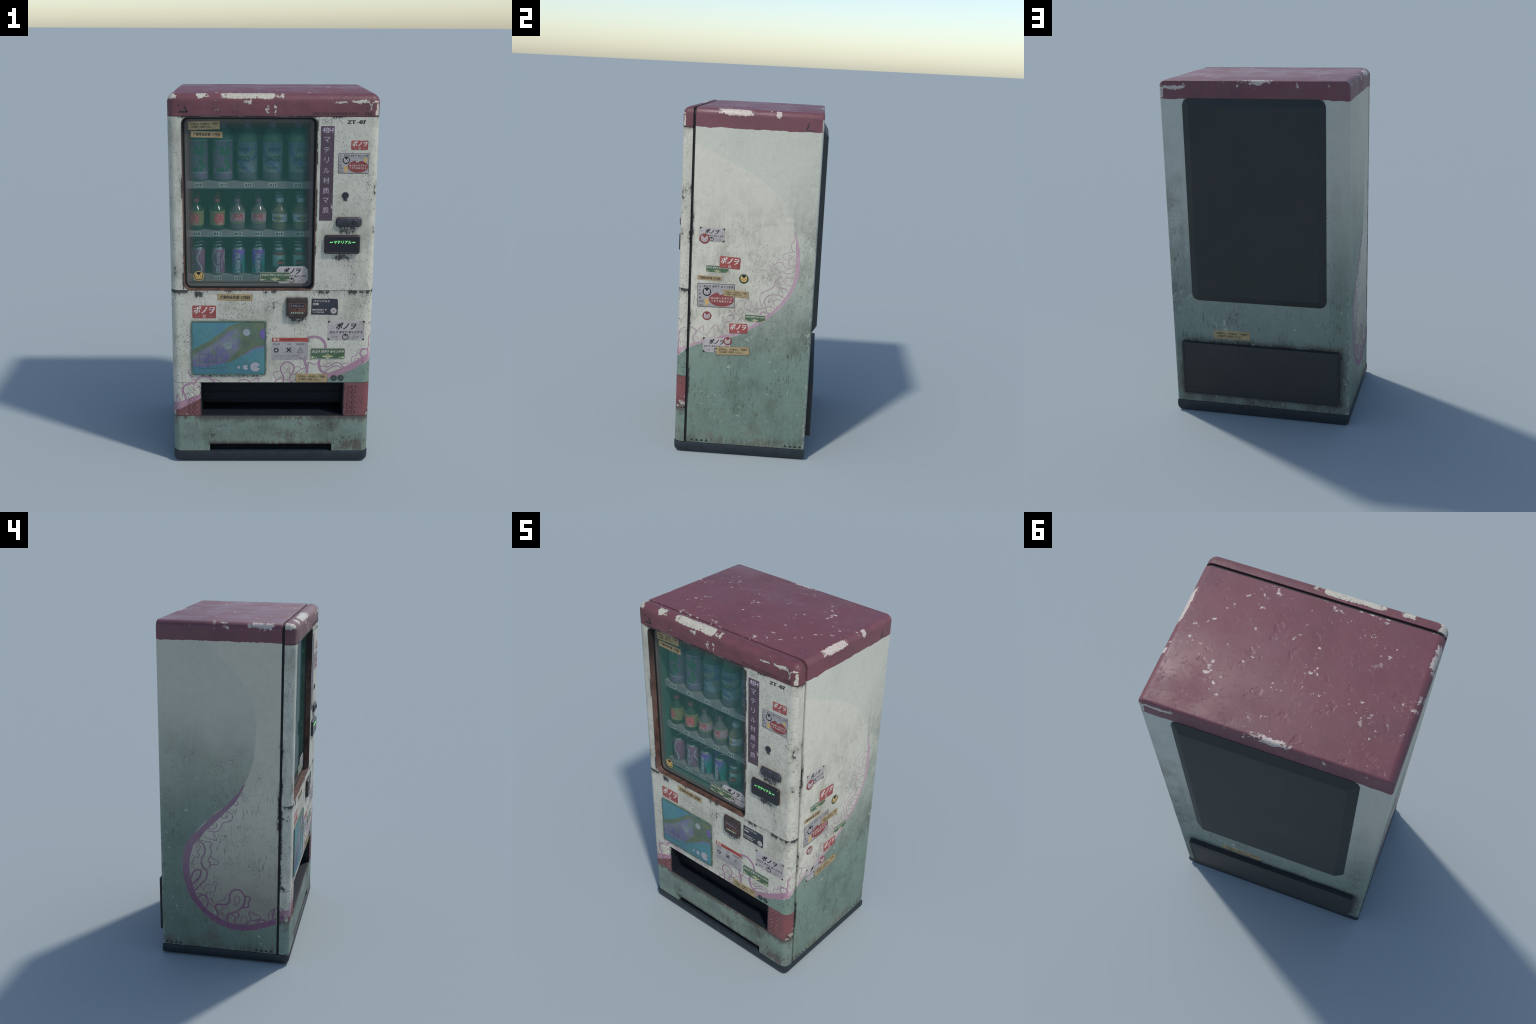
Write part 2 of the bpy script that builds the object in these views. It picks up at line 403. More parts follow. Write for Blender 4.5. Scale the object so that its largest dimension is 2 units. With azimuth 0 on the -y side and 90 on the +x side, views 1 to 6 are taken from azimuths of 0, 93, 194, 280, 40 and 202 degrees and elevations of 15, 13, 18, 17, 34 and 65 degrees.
def mat_line(name, tint, fade, deep=None):
    """thin purple mural paint, worn through to the white here and there"""
    t = NT(name)
    t.pos
    if deep is not None:
        tint = t.mix(t.ss(t.z, 0.75, 0.30), tint, deep)
    n = t.noise((60, 60, 40), 4, 0.62)
    col = t.mix(t.mul(t.ss(n, 0.40, 0.72), fade), tint, srgb(196, 192, 188))
    return t.finish(wear(t, col, 0.7, 0.7), 0.6)


def mat_rust(name, dark):
    t = NT(name)
    n = t.noise((30, 30, 18), 6, 0.65)
    band = t.noise((3, 3, 7), 3, off=(2, 2, 2))
    col = t.mix(t.ss(n, 0.35, 0.65), srgb(62, 46, 41), srgb(112, 72, 56))
    col = t.mix(t.ss(band, 0.45, 0.62), col, srgb(112, 88, 80))
    if dark:
        t.pos
        col = t.mix(t.ss(t.z, 1.55, 1.8), col, srgb(52, 44, 42))
    return t.finish(col, 0.75, n, 0.4, 0.002)


def mat_glass():
    """green-tinted pane: a thin see-through tint, with street dust that thickens toward its edge"""
    t = NT("dusty_green_glass")
    t.pos
    dx = t.m("SUBTRACT", 0.340, t.m("ABSOLUTE", t.add(t.x, 0.1195)))
    dz = t.m("SUBTRACT", 0.451, t.m("ABSOLUTE", t.m("SUBTRACT", t.z, 1.437)))
    d = t.add(t.m("MINIMUM", dx, dz), t.mul(t.m("SUBTRACT", t.noise(18, 2), 0.5), 0.006))
    rim = t.mx(t.ss(d, 0.037, 0.027, 0, 0.85), t.ss(d, 0.11, 0.03, 0, 0.15))
    film = t.add(0.45, t.mul(t.ss(t.noise((26, 26, 12), 5, 0.65), 0.35, 0.8), 0.06))
    col = t.mix(t.ss(d, 0.065, 0.027), GLASS_TINT, srgb(112, 114, 112))
    return t.finish(col, 0.06, spec=0.35, Alpha=t.mx(film, t.add(t.mul(rim, 0.6), t.mul(film, t.m("SUBTRACT", 1.0, t.mul(rim, 0.6))))))


def mat_clear():
    t = NT("clear_glass")
    b = t.n("ShaderNodeBsdfTransparent")
    b.inputs[0].default_value = (0.97, 0.98, 0.975, 1)
    t.put(t.out.inputs["Surface"], b.outputs[0])
    return t.mat


GLASS_TINT = (0.042, 0.135, 0.108, 1.0)


def mat_glow(name, col, strength):
    t = NT(name)
    return t.finish(col, 0.4, **{"Emission Color": col, "Emission Strength": strength})


# ------------------------------------------------------------------ geometry helpers
def link(ob, parent=None):
    COL.objects.link(ob)
    if parent is not None:
        ob.parent = parent
        ob.matrix_parent_inverse = Matrix.Identity(4)
    return ob


ROOT = bpy.data.objects.new("vending_machine", None)
link(ROOT)
ROOT["label"] = "weathered drinks vending machine with red cap, teal mural and stickers"
ROOT["category"] = "vending machine"


def obj(name, me, mat=None, parent=ROOT, world=None, smooth=None):
    """object from a mesh; world is its matrix in the machine's frame"""
    if mat is not None and not me.materials:
        me.materials.append(mat)
    if smooth is not None:
        me.shade_smooth()
        me.set_sharp_from_angle(angle=math.radians(smooth))
    ob = bpy.data.objects.new(name, me)
    link(ob, parent)
    if world is not None:
        ob.matrix_basis = (parent["_w"] and Matrix.Identity(4)) if False else (PW.get(parent, Matrix.Identity(4)).inverted() @ world)
        PW[ob] = world
    return ob


PW = {}


def mesh(name, verts, faces):
    me = bpy.data.meshes.new(name)
    me.from_pydata(verts, [], faces)
    me.update()
    return me


def from_bm(name, bm):
    bmesh.ops.recalc_face_normals(bm, faces=bm.faces)
    me = bpy.data.meshes.new(name)
    bm.to_mesh(me)
    bm.free()
    return me


def box_bm(x0, x1, y0, y1, z0, z1):
    bm = bmesh.new()
    bmesh.ops.create_cube(bm, size=1)
    for v in bm.verts:
        v.co = Vector(((x0 + x1) / 2 + v.co.x * (x1 - x0), (y0 + y1) / 2 + v.co.y * (y1 - y0), (z0 + z1) / 2 + v.co.z * (z1 - z0)))
    return bm


def bevel(bm, test, r, seg):
    es = [e for e in bm.edges if test((e.verts[0].co + e.verts[1].co) / 2, (e.verts[1].co - e.verts[0].co).normalized())]
    bmesh.ops.bevel(bm, geom=es, offset=r, segments=seg, profile=0.5, affect="EDGES", clamp_overlap=True)


def slice_z(bm, z0, z1):
    for z, up in ((z0, -1), (z1, 1)):
        r = bmesh.ops.bisect_plane(bm, geom=bm.verts[:] + bm.edges[:] + bm.faces[:], plane_co=(0, 0, z), plane_no=(0, 0, up), clear_outer=True)
        cut = [g for g in r["geom_cut"] if isinstance(g, bmesh.types.BMEdge)]
        if cut:
            bmesh.ops.contextual_create(bm, geom=cut)
    return bm


def boolean(me, *cutters):
    """mesh minus the cutter meshes"""
    a = bpy.data.objects.new("tmp_a", me)
    COL.objects.link(a)
    tmp = []
    for c in cutters:
        o = bpy.data.objects.new("tmp_c", c)
        COL.objects.link(o)
        tmp.append(o)
        m = a.modifiers.new("cut", "BOOLEAN")
        m.object, m.operation, m.solver = o, "DIFFERENCE", "EXACT"
    dg = bpy.context.evaluated_depsgraph_get()
    dg.update()
    out = bpy.data.meshes.new_from_object(a.evaluated_get(dg))
    for o in (a, *tmp):
        bpy.data.objects.remove(o)
    out.materials.clear()
    return out


def rr(w, h, r, n=6, chamfer=False):
    """rounded rectangle outline about the origin"""
    pts = []
    r = max(r, 0.00005)
    for cx, cy, a0 in ((w / 2 - r, h / 2 - r, 0), (-w / 2 + r, h / 2 - r, 90), (-w / 2 + r, -h / 2 + r, 180), (w / 2 - r, -h / 2 + r, 270)):
        for i in range(n + 1) if not chamfer else (0, n):
            a = math.radians(a0 + 90 * i / n)
            pts.append((cx + r * math.cos(a), cy + r * math.sin(a)))
    return pts


def disc(r, n=28, ry=None):
    return [(r * math.cos(2 * PI * i / n), (ry or r) * math.sin(2 * PI * i / n)) for i in range(n)]


def loft(rings, cap0=True, cap1=True):
    n = len(rings[0])
    v = [p for ring in rings for p in ring]
    f = []
    for k in range(len(rings) - 1):
        for i in range(n):
            j = (i + 1) % n
            f.append((k * n + i, k * n + j, (k + 1) * n + j, (k + 1) * n + i))
    if cap0:
        f.append(tuple(reversed(range(n))))
    if cap1:
        f.append(tuple(range((len(rings) - 1) * n, len(rings) * n)))
    return mesh("m", v, f)


def slab(outline, depth, d0=0.0):
    return loft([[(x, y, d0) for x, y in outline], [(x, y, d0 + depth) for x, y in outline]])


def padded(w, h, r, layers, n=6, chamfer=False):
    """rounded plate: layers of (inset, height) from its foot up"""
    return loft([[(x, y, d) for x, y in rr(w - 2 * i, h - 2 * i, max(r - i, 0.0006), n, chamfer)] for i, d in layers])


def ringplate(outer, inner, d0, d1):
    n = len(outer)
    v = [(x, y, d) for ring, d in ((outer, d0), (outer, d1), (inner, d1), (inner, d0)) for x, y in ring]
    f = []
    for k in range(4):
        for i in range(n):
            j = (i + 1) % n
            f.append((k * n + i, k * n + j, ((k + 1) % 4) * n + j, ((k + 1) % 4) * n + i))
    return mesh("ring", v, f)


def lathe(profile, seg=36):
    v, f = [], []
    for r, z in profile:
        for i in range(seg):
            a = 2 * PI * i / seg
            v.append((r * math.cos(a), r * math.sin(a), z))
    for k in range(len(profile) - 1):
        for i in range(seg):
            j = (i + 1) % seg
            f.append((k * seg + i, k * seg + j, (k + 1) * seg + j, (k + 1) * seg + i))
    f.append(tuple(reversed(range(seg))))
    f.append(tuple(range((len(profile) - 1) * seg, len(profile) * seg)))
    return mesh("lathe", v, f)


def join(meshes):
    bm = bmesh.new()
    for me in meshes:
        bm.from_mesh(me)
    out = bpy.data.meshes.new("joined")
    bm.to_mesh(out)
    bm.free()
    return out


def moved(me, x=0, y=0, z=0, s=1.0, rot=0.0):
    out = me.copy()
    out.transform(Matrix.Translation((x, y, z)) @ Matrix.Rotation(rot, 4, "Z") @ Matrix.Scale(s, 4))
    return out


def frame(origin, u, v):
    u, v = Vector(u), Vector(v)
    w = u.cross(v)
    return Matrix.Translation(origin) @ Matrix((u, v, w)).transposed().to_4x4()


FRONT = frame((0, YF, 0), (1, 0, 0), (0, 0, 1))
RIGHT = frame((HX, 0, 0), (0, 1, 0), (0, 0, 1))
LEFT = frame((-HX, 0, 0), (0, -1, 0), (0, 0, 1))
BACK = frame((0, YB, 0), (-1, 0, 0), (0, 0, 1))
GLASS = frame((0, YG, 0), (1, 0, 0), (0, 0, 1))
SHELF = frame((0, -0.298, 0), (1, 0, 0), (0, 0, 1))


def at(fr, u, v, d=0.0, rot=0.0):
    return fr @ Matrix.Translation((u, v, d)) @ Matrix.Rotation(rot, 4, "Z")


# text -------------------------------------------------------------------------------
_tx = {}


def text(s, w=None, h=None, bold=0.0, shear=0.0, thick=0.00012, lines=1.0):
    """lettering mesh centred on the origin, fitted to width w and/or height h"""
    key = (s, bold, shear, lines)
    if key not in _tx:
        c = bpy.data.curves.new("t", "FONT")
        c.body, c.size, c.resolution_u, c.shear, c.space_line = s, 1.0, 3, shear, lines
        c.offset = min(bold, 0.03) * 0.55
        c.fill_mode = "FRONT"
        o = bpy.data.objects.new("t", c)
        COL.objects.link(o)
        dg = bpy.context.evaluated_depsgraph_get()
        dg.update()
        me = bpy.data.meshes.new_from_object(o.evaluated_get(dg))
        bpy.data.objects.remove(o)
        xs, ys = [v.co.x for v in me.vertices], [v.co.y for v in me.vertices]
        me.transform(Matrix.Translation((-(min(xs) + max(xs)) / 2, -(min(ys) + max(ys)) / 2, 0)))
        _tx[key] = (me, max(xs) - min(xs), max(ys) - min(ys))
    me, w0, h0 = _tx[key]
    me = me.copy()
    me.materials.clear()
    sx = w / w0 if w else h / h0
    sy = h / h0 if h else sx
    me.transform(Matrix.Diagonal((sx, sy, 1, 1)))
    bm = bmesh.new()
    shift = max(0.0, bold - 0.008) * sx
    for k, dx in enumerate((0.0, -shift, shift) if shift else (0.0,)):
        n0 = len(bm.verts)
        bm.from_mesh(me)
        bm.verts.ensure_lookup_table()
        for v in bm.verts[n0:]:
            v.co = Vector((v.co.x + dx, v.co.y, thick + 0.00002 * k))
    ext = bmesh.ops.extrude_edge_only(bm, edges=[e for e in bm.edges if e.is_boundary])
    for g in ext["geom"]:
        if isinstance(g, bmesh.types.BMVert):
            g.co.z = -0.0002
    bm.to_mesh(me)
    bm.free()
    return me


# ribbons of paint -----------------------------------------------------------------
def spline(pts, step=0.004, closed=False):
    """Catmull-Rom through control points"""
    p = [Vector(q) for q in pts]
    n = len(p)
    out = []
    for i in range(n if closed else n - 1):
        if closed:
            a, b, c, d = p[i - 1], p[i], p[(i + 1) % n], p[(i + 2) % n]
        else:
            a, b, c, d = p[max(i - 1, 0)], p[i], p[i + 1], p[min(i + 2, n - 1)]
        k = max(2, int((c - b).length / step))
        for j in range(k):
            t = j / k
            out.append(0.5 * (2 * b + (c - a) * t + (2 * a - 5 * b + 4 * c - d) * t * t + (3 * b - a - 3 * c + d) * t ** 3))
    if not closed:
        out.append(p[-1])
    return out


def door_front(x, z, d):
    e = max(0.0, abs(x) - (HX - RC))
    e = min(e, RC * 0.995)
    c, s = math.sqrt(1 - (e / RC) ** 2), e / RC
    return (math.copysign(min(abs(x), HX - RC) + (RC + d) * s, x), YF + RC - (RC + d) * c, z)


def flank(sign):
    def f(y, z, d):
        e = min(max(0.0, -(y - (YF + RC))), RC * 0.995)
        c, s = math.sqrt(1 - (e / RC) ** 2), e / RC
        yy = max(y, YF + RC)
        return (sign * (HX - RC + (RC + d) * c), yy - (RC + d) * s, z)
    return f


def ribbon(pts, width, surf, depth, closed=False, smooth=True):
    c = spline(pts, closed=closed) if smooth else [Vector(p) for p in pts]
    n = len(c)
    v, f = [], []
    for i, p in enumerate(c):
        a = c[i - 1] if (i or closed) else p
        b = c[(i + 1) % n] if (i < n - 1 or closed) else p
        t = (b - a).normalized()
        nx = Vector((-t.y, t.x)) * width / 2
        for q, d in ((p - nx * 1.05, -0.0008), (p - nx, depth), (p + nx, depth), (p + nx * 1.05, -0.0008)):
            v.append(surf(q.x, q.y, d))
    for i in range(n if closed else n - 1):
        for k in range(3):
            a, b = i * 4 + k, ((i + 1) % n) * 4 + k
            f.append((a, a + 1, b + 1, b))
    if not closed:
        f += [(0, 3, 2, 1), (n * 4 - 4, n * 4 - 3, n * 4 - 2, n * 4 - 1)]
    return mesh("ribbon", v, f)


def strip(outer, inner, surf, depth, n=90):
    """band of paint between two edge curves"""
    def resample(pts):
        c = spline(pts, 0.003)
        L = [0.0]
        for a, b in zip(c, c[1:]):
            L.append(L[-1] + (b - a).length)
        out, k = [], 0
        for i in range(n + 1):
            s = L[-1] * i / n
            while k < len(L) - 2 and L[k + 1] < s:
                k += 1
            w = (s - L[k]) / max(1e-9, L[k + 1] - L[k])
            out.append(c[k].lerp(c[k + 1], min(1, w)))
        return out
    a, b = resample(outer), resample(inner)
    v, f = [], []
    for p, q in zip(a, b):
        for j in range(7):
            r = p.lerp(q, j / 6)
            v.append(surf(r.x, r.y, depth))
    for i in range(n):
        for j in range(6):
            k = i * 7 + j
            f.append((k, k + 1, k + 8, k + 7))
    me = mesh("strip", v, f)
    bm = bmesh.new()
    bm.from_mesh(me)
    ext = bmesh.ops.extrude_edge_only(bm, edges=[e for e in bm.edges if e.is_boundary])
    for g in ext["geom"]:
        if isinstance(g, bmesh.types.BMVert):
            x, y, z = g.co
            g.co = Vector((x - math.copysign(0.0009, x) if abs(x) > 0.5 else x, y + (0.0009 if abs(x) <= 0.525 and y < -0.35 else 0), z))
    return from_bm("strip", bm)


# ------------------------------------------------------------------ cabinet
M_CAB = mat_cabinet()
M_BLACK = plain("black_rubber", srgb(20, 23, 26), 0.7)
M_DARK = plain("dark_plastic", srgb(46, 51, 55), 0.55, 0.08)
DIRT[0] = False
M_PLINTH = plain("plinth_plastic", srgb(29, 36, 43), 0.5, 0.15, 30)
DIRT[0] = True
M_RUST = mat_rust("rusted_frame", True)

cavity = lambda: from_bm("c", box_bm(WIN[0] - 0.004, WIN[1] + 0.004, -0.5, 0.105, WIN[2] - 0.003, WIN[3] + 0.003))
baycut = lambda: from_bm("c", box_bm(BAY[0], BAY[1], -0.5, -0.12, SEAM_LOW - 0.003, SEAM_BAY + 0.003))

bm = box_bm(-HX, HX, YC, YB, ZB + 0.002, ZT)
bevel(bm, lambda c, d: abs(d.y) > 0.9 and c.z > 1.5, 0.036, 10)
bevel(bm, lambda c, d: c.y > YB - 1e-4 and abs(d.y) < 0.1 and (c.z > 0.1), 0.011, 4)
bevel(bm, lambda c, d: c.y < YC + 1e-4 and abs(d.y) < 0.1 and c.z > 0.1, 0.003, 2)
cab = boolean(from_bm("cabinet", bm), cavity(), baycut())
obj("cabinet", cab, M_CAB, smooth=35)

bm = box_bm(-HX + 0.009, HX - 0.009, YD - 0.004, YC + 0.004, ZB - 0.004, ZT - 0.009)
bevel(bm, lambda c, d: abs(d.y) > 0.9 and c.z > 1.5, 0.034, 8)
obj("door_gasket", boolean(from_bm("g", bm), cavity(), baycut()), M_BLACK, smooth=35)

bm = box_bm(-HX - 0.0025, HX + 0.0025, YF - 0.0015, YB + 0.001, 0, ZB)
bevel(bm, lambda c, d: (abs(d.z) > 0.9 and c.y < 0) or (c.z < 1e-4 and not (c.y > 0.3)), 0.03, 6)
bevel(bm, lambda c, d: c.z > ZB - 1e-4 and abs(d.z) < 0.1, 0.003, 2)
obj("plinth", from_bm("plinth", bm), M_PLINTH, smooth=40)
obj("plinth_core", from_bm("core", box_bm(-0.51, 0.51, -0.32, 0.36, ZB - 0.005, ZB + 0.006)), M_BLACK)


# ------------------------------------------------------------------ door segments
def door_blank(inset=0.0):
    bm = box_bm(-HX + inset, HX - inset, YF + inset, YD, ZB, ZT - inset)
    top = ZT - inset - 1e-4
    bevel(bm, lambda c, d: (abs(d.z) > 0.9 and c.y < YF + inset + 1e-3) or (c.z > top and (c.y < YF + inset + 1e-3 or abs(d.y) > 0.9)), RC, 8)
    return bm


def window_cut(grow=0.0, top=0.0):
    w, h = WIN[1] - WIN[0] + 2 * grow, WIN[3] - WIN[2] + 2 * grow
    cx, cz = (WIN[0] + WIN[1]) / 2, (WIN[2] + WIN[3]) / 2
    ring = [(x + cx, z + cz) for x, z in rr(w, h, 0.036 + grow, 7)]
    me = loft([[(x, -0.5, z) for x, z in ring], [(x, -0.2, z) for x, z in ring]])
    b = bmesh.new()
    b.from_mesh(me)
    return from_bm("w", b)


G = 0.0013
segments = [("door_header", SEAM_HEAD + G, 3.0, mat_header(), []),
            ("door_upper_panel", SEAM_MID + G, SEAM_HEAD - G, mat_door("upper_panel_paint", "upper"), [window_cut]),
            ("door_lower_panel", SEAM_BAY + G, SEAM_MID - G, mat_door("lower_panel_paint", "lower"), [window_cut]),
            ("pickup_surround", SEAM_LOW + G, SEAM_BAY - G, mat_door("pickup_surround_paint", "bay"), [lambda: from_bm("c", box_bm(BAY[0], BAY[1], -0.5, -0.1, 0.2, 0.6))]),
            ("door_kick_panel", ZB + 0.002, SEAM_LOW - G, mat_door("kick_panel_paint", "kick"), [lambda: from_bm("c", box_bm(-0.334, 0.334, -0.5, -0.2, 0.0, 0.108))])]
DOOR = {}
for name, z0, z1, mat, cuts in segments:
    me = from_bm(name, slice_z(door_blank(), z0, z1))
    if cuts:
        me = boolean(me, *[c() for c in cuts])
    DOOR[name] = obj(name, me, mat, smooth=35)
bars = [from_bm("bar", slice_z(door_blank(0.003), s - 0.004, s + 0.004)) for s in (SEAM_HEAD, SEAM_MID, SEAM_BAY, SEAM_LOW)]
bars = [boolean(b, window_cut(0.001)) for b in bars[:2]] + [boolean(b, from_bm("c", box_bm(BAY[0] - 0.001, BAY[1] + 0.001, -0.5, -0.1, SEAM_LOW - 0.0005, SEAM_BAY + 0.0005))) for b in bars[2:]]
obj("door_seam", join(bars), M_BLACK)

# pressed studs beside the pickup bay
stud = lathe([(0.0128, -0.001), (0.0126, 0.0003), (0.0114, 0.0030), (0.0100, 0.0030), (0.0090, 0.0005), (0.0080, 0.0006), (0.0060, 0.0014), (0.0030, 0.0017), (0.0004, 0.0017)], 24)
for cols in ((-0.4335, -0.4075), (0.4210, 0.4470)):
    for cx in cols:
        for k in range(6):
            w = at(FRONT, cx, 0.446 - 0.0292 * k)
            me = stud.copy()
            me.transform(w)
            obj("stud", me, DOOR["pickup_surround"].data.materials[0], parent=DOOR["pickup_surround"], smooth=40)

# ------------------------------------------------------------------ pickup bay
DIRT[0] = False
M_BAY = plain("bay_plastic", srgb(24, 31, 38), 0.5, 0.12)
M_FLAP = plain("flap_plastic", srgb(11, 16, 22), 0.75, 0.1, spec=0.25)
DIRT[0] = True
x0, x1 = BAY
walls = [box_bm(x0 - 0.006, x0, YD - 0.03, -0.125, 0.262, 0.482), box_bm(x1, x1 + 0.006, YD - 0.03, -0.125, 0.262, 0.482)]
tray = join([from_bm("w", b) for b in (box_bm(x0 + 0.0005, x1 - 0.0005, YF + 0.012, -0.125, SEAM_LOW - 0.012, SEAM_LOW + 0.0022), box_bm(x0 + 0.0005, x1 - 0.0005, YF + 0.012, -0.125, SEAM_BAY - 0.0022, SEAM_BAY + 0.002),
                                        box_bm(x0 + 0.0005, x0 + 0.004, YF + 0.003, -0.126, SEAM_LOW + 0.0025, SEAM_BAY - 0.0025), box_bm(x1 - 0.004, x1 - 0.0005, YF + 0.003, -0.126, SEAM_LOW + 0.0025, SEAM_BAY - 0.0025),
                                        box_bm(x0, x1, -0.1255, -0.121, 0.262, 0.482))])
obj("pickup_tray", tray, M_BAY)
bm = box_bm(x0 + 0.006, x1 - 0.006, -0.318, -0.310, 0.322, SEAM_BAY - 0.003)
bevel(bm, lambda c, d: abs(d.x) > 0.9 and c.z < 0.4, 0.003, 2)
flap = obj("pickup_flap", from_bm("flap", bm), M_FLAP, smooth=40)
for zz in (0.384, 0.334, 0.325):
    obj("flap_rib", from_bm("r", box_bm(x0 + 0.008, x1 - 0.008, -0.3205, -0.3175, zz - 0.0018, zz + 0.0018)), M_FLAP, parent=flap)
holes = []
for r in range(4):
    for c in range(62):
        holes.append(moved(slab(disc(0.0024, 8), 0.0012), -0.365 + c * 0.012 + (0.006 if r % 2 else 0), 0.345 + r * 0.0095))
o = obj("flap_grille_dimple", join(holes), M_BLACK, parent=flap, world=frame((0, -0.3182, 0), (1, 0, 0), (0, 0, 1)))
o["kind"] = "stuff"

# grille recessed in the foot slot
louvre = [from_bm("l", box_bm(-0.340, 0.340, -0.350, -0.346, ZB - 0.002, 0.112))]
for k in range(3):
    louvre.append(from_bm("l", box_bm(-0.336, 0.336, -0.357, -0.349, 0.072 + k * 0.013, 0.076 + k * 0.013)))
obj("foot_grille", join(louvre), M_FLAP)

# ------------------------------------------------------------------ display window
wx, wz, ww, wh = (WIN[0] + WIN[1]) / 2, (WIN[2] + WIN[3]) / 2, WIN[1] - WIN[0], WIN[3] - WIN[2]
rim = ringplate(rr(ww - 0.0006, wh - 0.0006, 0.0355, 7), rr(ww - 0.010, wh - 0.010, 0.031, 7), -0.038, -0.0008)
rim.transform(at(FRONT, wx, wz))
obj("window_rim", rim, M_RUST, smooth=40)
gask = ringplate(rr(ww - 0.008, wh - 0.008, 0.032, 7), rr(ww - 0.029, wh - 0.029, 0.024, 7), -0.006, 0.0022)
gask.transform(at(GLASS, wx, wz))
obj("window_gasket", gask, M_BLACK, smooth=40)
pane = slab(rr(ww - 0.014, wh - 0.014, 0.029, 7), 0.004, -0.004)
pane.transform(at(GLASS, wx, wz))
glass = obj("window_glass", pane, mat_glass(), smooth=40)
pane.materials.append(mat_clear())
for f in pane.polygons:
    if f.normal.y > 0.5:
        f.material_index = 1

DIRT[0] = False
M_WALL = plain("display_lining", srgb(84, 122, 110), 0.6, 0.06, 12)
M_SHELF = plain("shelf_metal", srgb(168, 166, 168), 0.45, 0.05, 20)
cx0, cx1, cz0, cz1, cyb = WIN[0] + 0.001, WIN[1] - 0.001, WIN[2] + 0.002, WIN[3] - 0.001, 0.10
lining = join([from_bm("w", b) for b in (box_bm(cx0, cx1, cyb, cyb + 0.004, cz0, cz1), box_bm(cx0, cx0 + 0.012, -0.330, cyb, cz0, cz1), box_bm(cx1 - 0.012, cx1, -0.330, cyb, cz0, cz1),
                                          box_bm(cx0 + 0.012, cx1 - 0.012, -0.330, cyb, cz0, cz0 + 0.010), box_bm(cx0 + 0.012, cx1 - 0.012, -0.330, cyb, cz1 - 0.008, cz1))])
LINING = obj("display_lining", lining, M_WALL)

M_TAG = plain("price_tag_card", srgb(226, 226, 220), 0.5, 0.03)
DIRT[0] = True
M_INK = plain("black_ink", srgb(30, 30, 33), 0.6, 0.1)
SHELVES = {"A": (1.511, 1.548), "B": (1.253, 1.2875), "C": (1.010, 1.046)}
for row, (z0, z1) in SHELVES.items():
    bm = box_bm(cx0 + 0.0125, cx1 - 0.0125, -0.298, cyb - 0.001, z1 - 0.006, z1)
    front = box_bm(cx0 + 0.0125, cx1 - 0.0125, -0.298, -0.294, z0, z1 - 0.0062)
    sh = obj("shelf", join([from_bm("s", bm), from_bm("s", front)]), M_SHELF)
    n = 5 if row == "A" else 6
    first, pitch = (-0.3825, 0.1283) if row == "A" else (-0.395, 0.1081) if row == "B" else (-0.395, 0.1081)
    for i in range(n):
        cx = first + i * pitch
        tag = obj("price_tag", slab(rr(0.0435, 0.0225, 0.001, 2), 0.0012), M_TAG, parent=sh, world=at(SHELF, cx, (z0 + z1) / 2 + 0.0005))
        obj("price_tag_lettering", text(f"{row}1{i}", 0.034, 0.0140, bold=0.03), M_INK, parent=sh, world=at(SHELF, cx, (z0 + z1) / 2 + 0.0005, 0.0013))


# ------------------------------------------------------------------ drinks
def wrap(me, r, zc, turn=0.0):
    """bend a flat design (x, y) round a can of radius r; faces -y"""
    bm = bmesh.new()
    bm.from_mesh(me)
    xs = [v.co.x for v in bm.verts]
    x = min(xs) + 0.005
    while x < max(xs):
        bmesh.ops.bisect_plane(bm, geom=bm.verts[:] + bm.edges[:] + bm.faces[:], plane_co=(x, 0, 0), plane_no=(1, 0, 0))
        x += 0.005
    for v in bm.verts:
        a, d = v.co.x / r + turn, r + v.co.z
        v.co = Vector((d * math.sin(a), -d * math.cos(a), v.co.y + zc))
    out = bpy.data.meshes.new("wrap")
    bm.to_mesh(out)
    bm.free()
    return out


def cyl(t):
    """(angle, z) of a lathe part as a vector"""
    t.pos
    a = t.m("ARCTAN2", t.x, t.mul(t.y, -1))
    c = t.n("ShaderNodeCombineXYZ")
    t.put(c.inputs[0], t.mul(a, 0.05))
    t.put(c.inputs[1], t.z)
    return c.outputs[0], a


def mat_dots(name, base, dot, scale, thr):
    t = NT(name)
    v, a = cyl(t)
    vo = t.voro(scale, (0.3, 0.1, 0), v, 0.9)
    s = t.n("ShaderNodeSeparateColor")
    t.put(s.inputs[0], vo.outputs["Color"])
    f = t.ss(t.m("SUBTRACT", vo.outputs["Distance"], t.mul(s.outputs[0], thr)), 0.02, 0.0)
    return t.finish(t.mix(f, base, dot), 0.4)


def mat_camo(name):
    t = NT(name)
    t.pos
    a = t.ss(t.noise((24, 24, 20), 2, 0.4), 0.52, 0.56)
    b = t.ss(t.noise((20, 20, 26), 2, 0.4, off=(5, 5, 5)), 0.56, 0.60)
    col = t.mix(t.mul(b, 0.5), t.mix(a, srgb(136, 150, 170), srgb(104, 114, 172)), srgb(164, 170, 132))
    w = t.n("ShaderNodeTexWave", bands_direction="Z")
    t.put(w.inputs["Vector"], t.pos)
    w.inputs["Scale"].default_value = 34
    return t.finish(t.mix(t.ss(w.outputs["Fac"], 0.82, 0.95, 0, 0.35), col, srgb(120, 150, 150)), 0.4)


def mat_fade(name, z0, z1, a, b, sweep):
    t = NT(name)
    v, ang = cyl(t)
    z = t.add(t.z, t.mul(ang, sweep))
    col = t.mix(t.ss(z, z0, z1), a, b)
    stripe = t.ss(t.m("ABSOLUTE", t.m("SUBTRACT", t.add(t.mul(ang, 0.05), t.mul(t.z, 0.35)), 0.035)), 0.007, 0.005)
    col = t.mix(stripe, col, srgb(150, 78, 150))
    return t.finish(col, 0.25, metal=0.5)


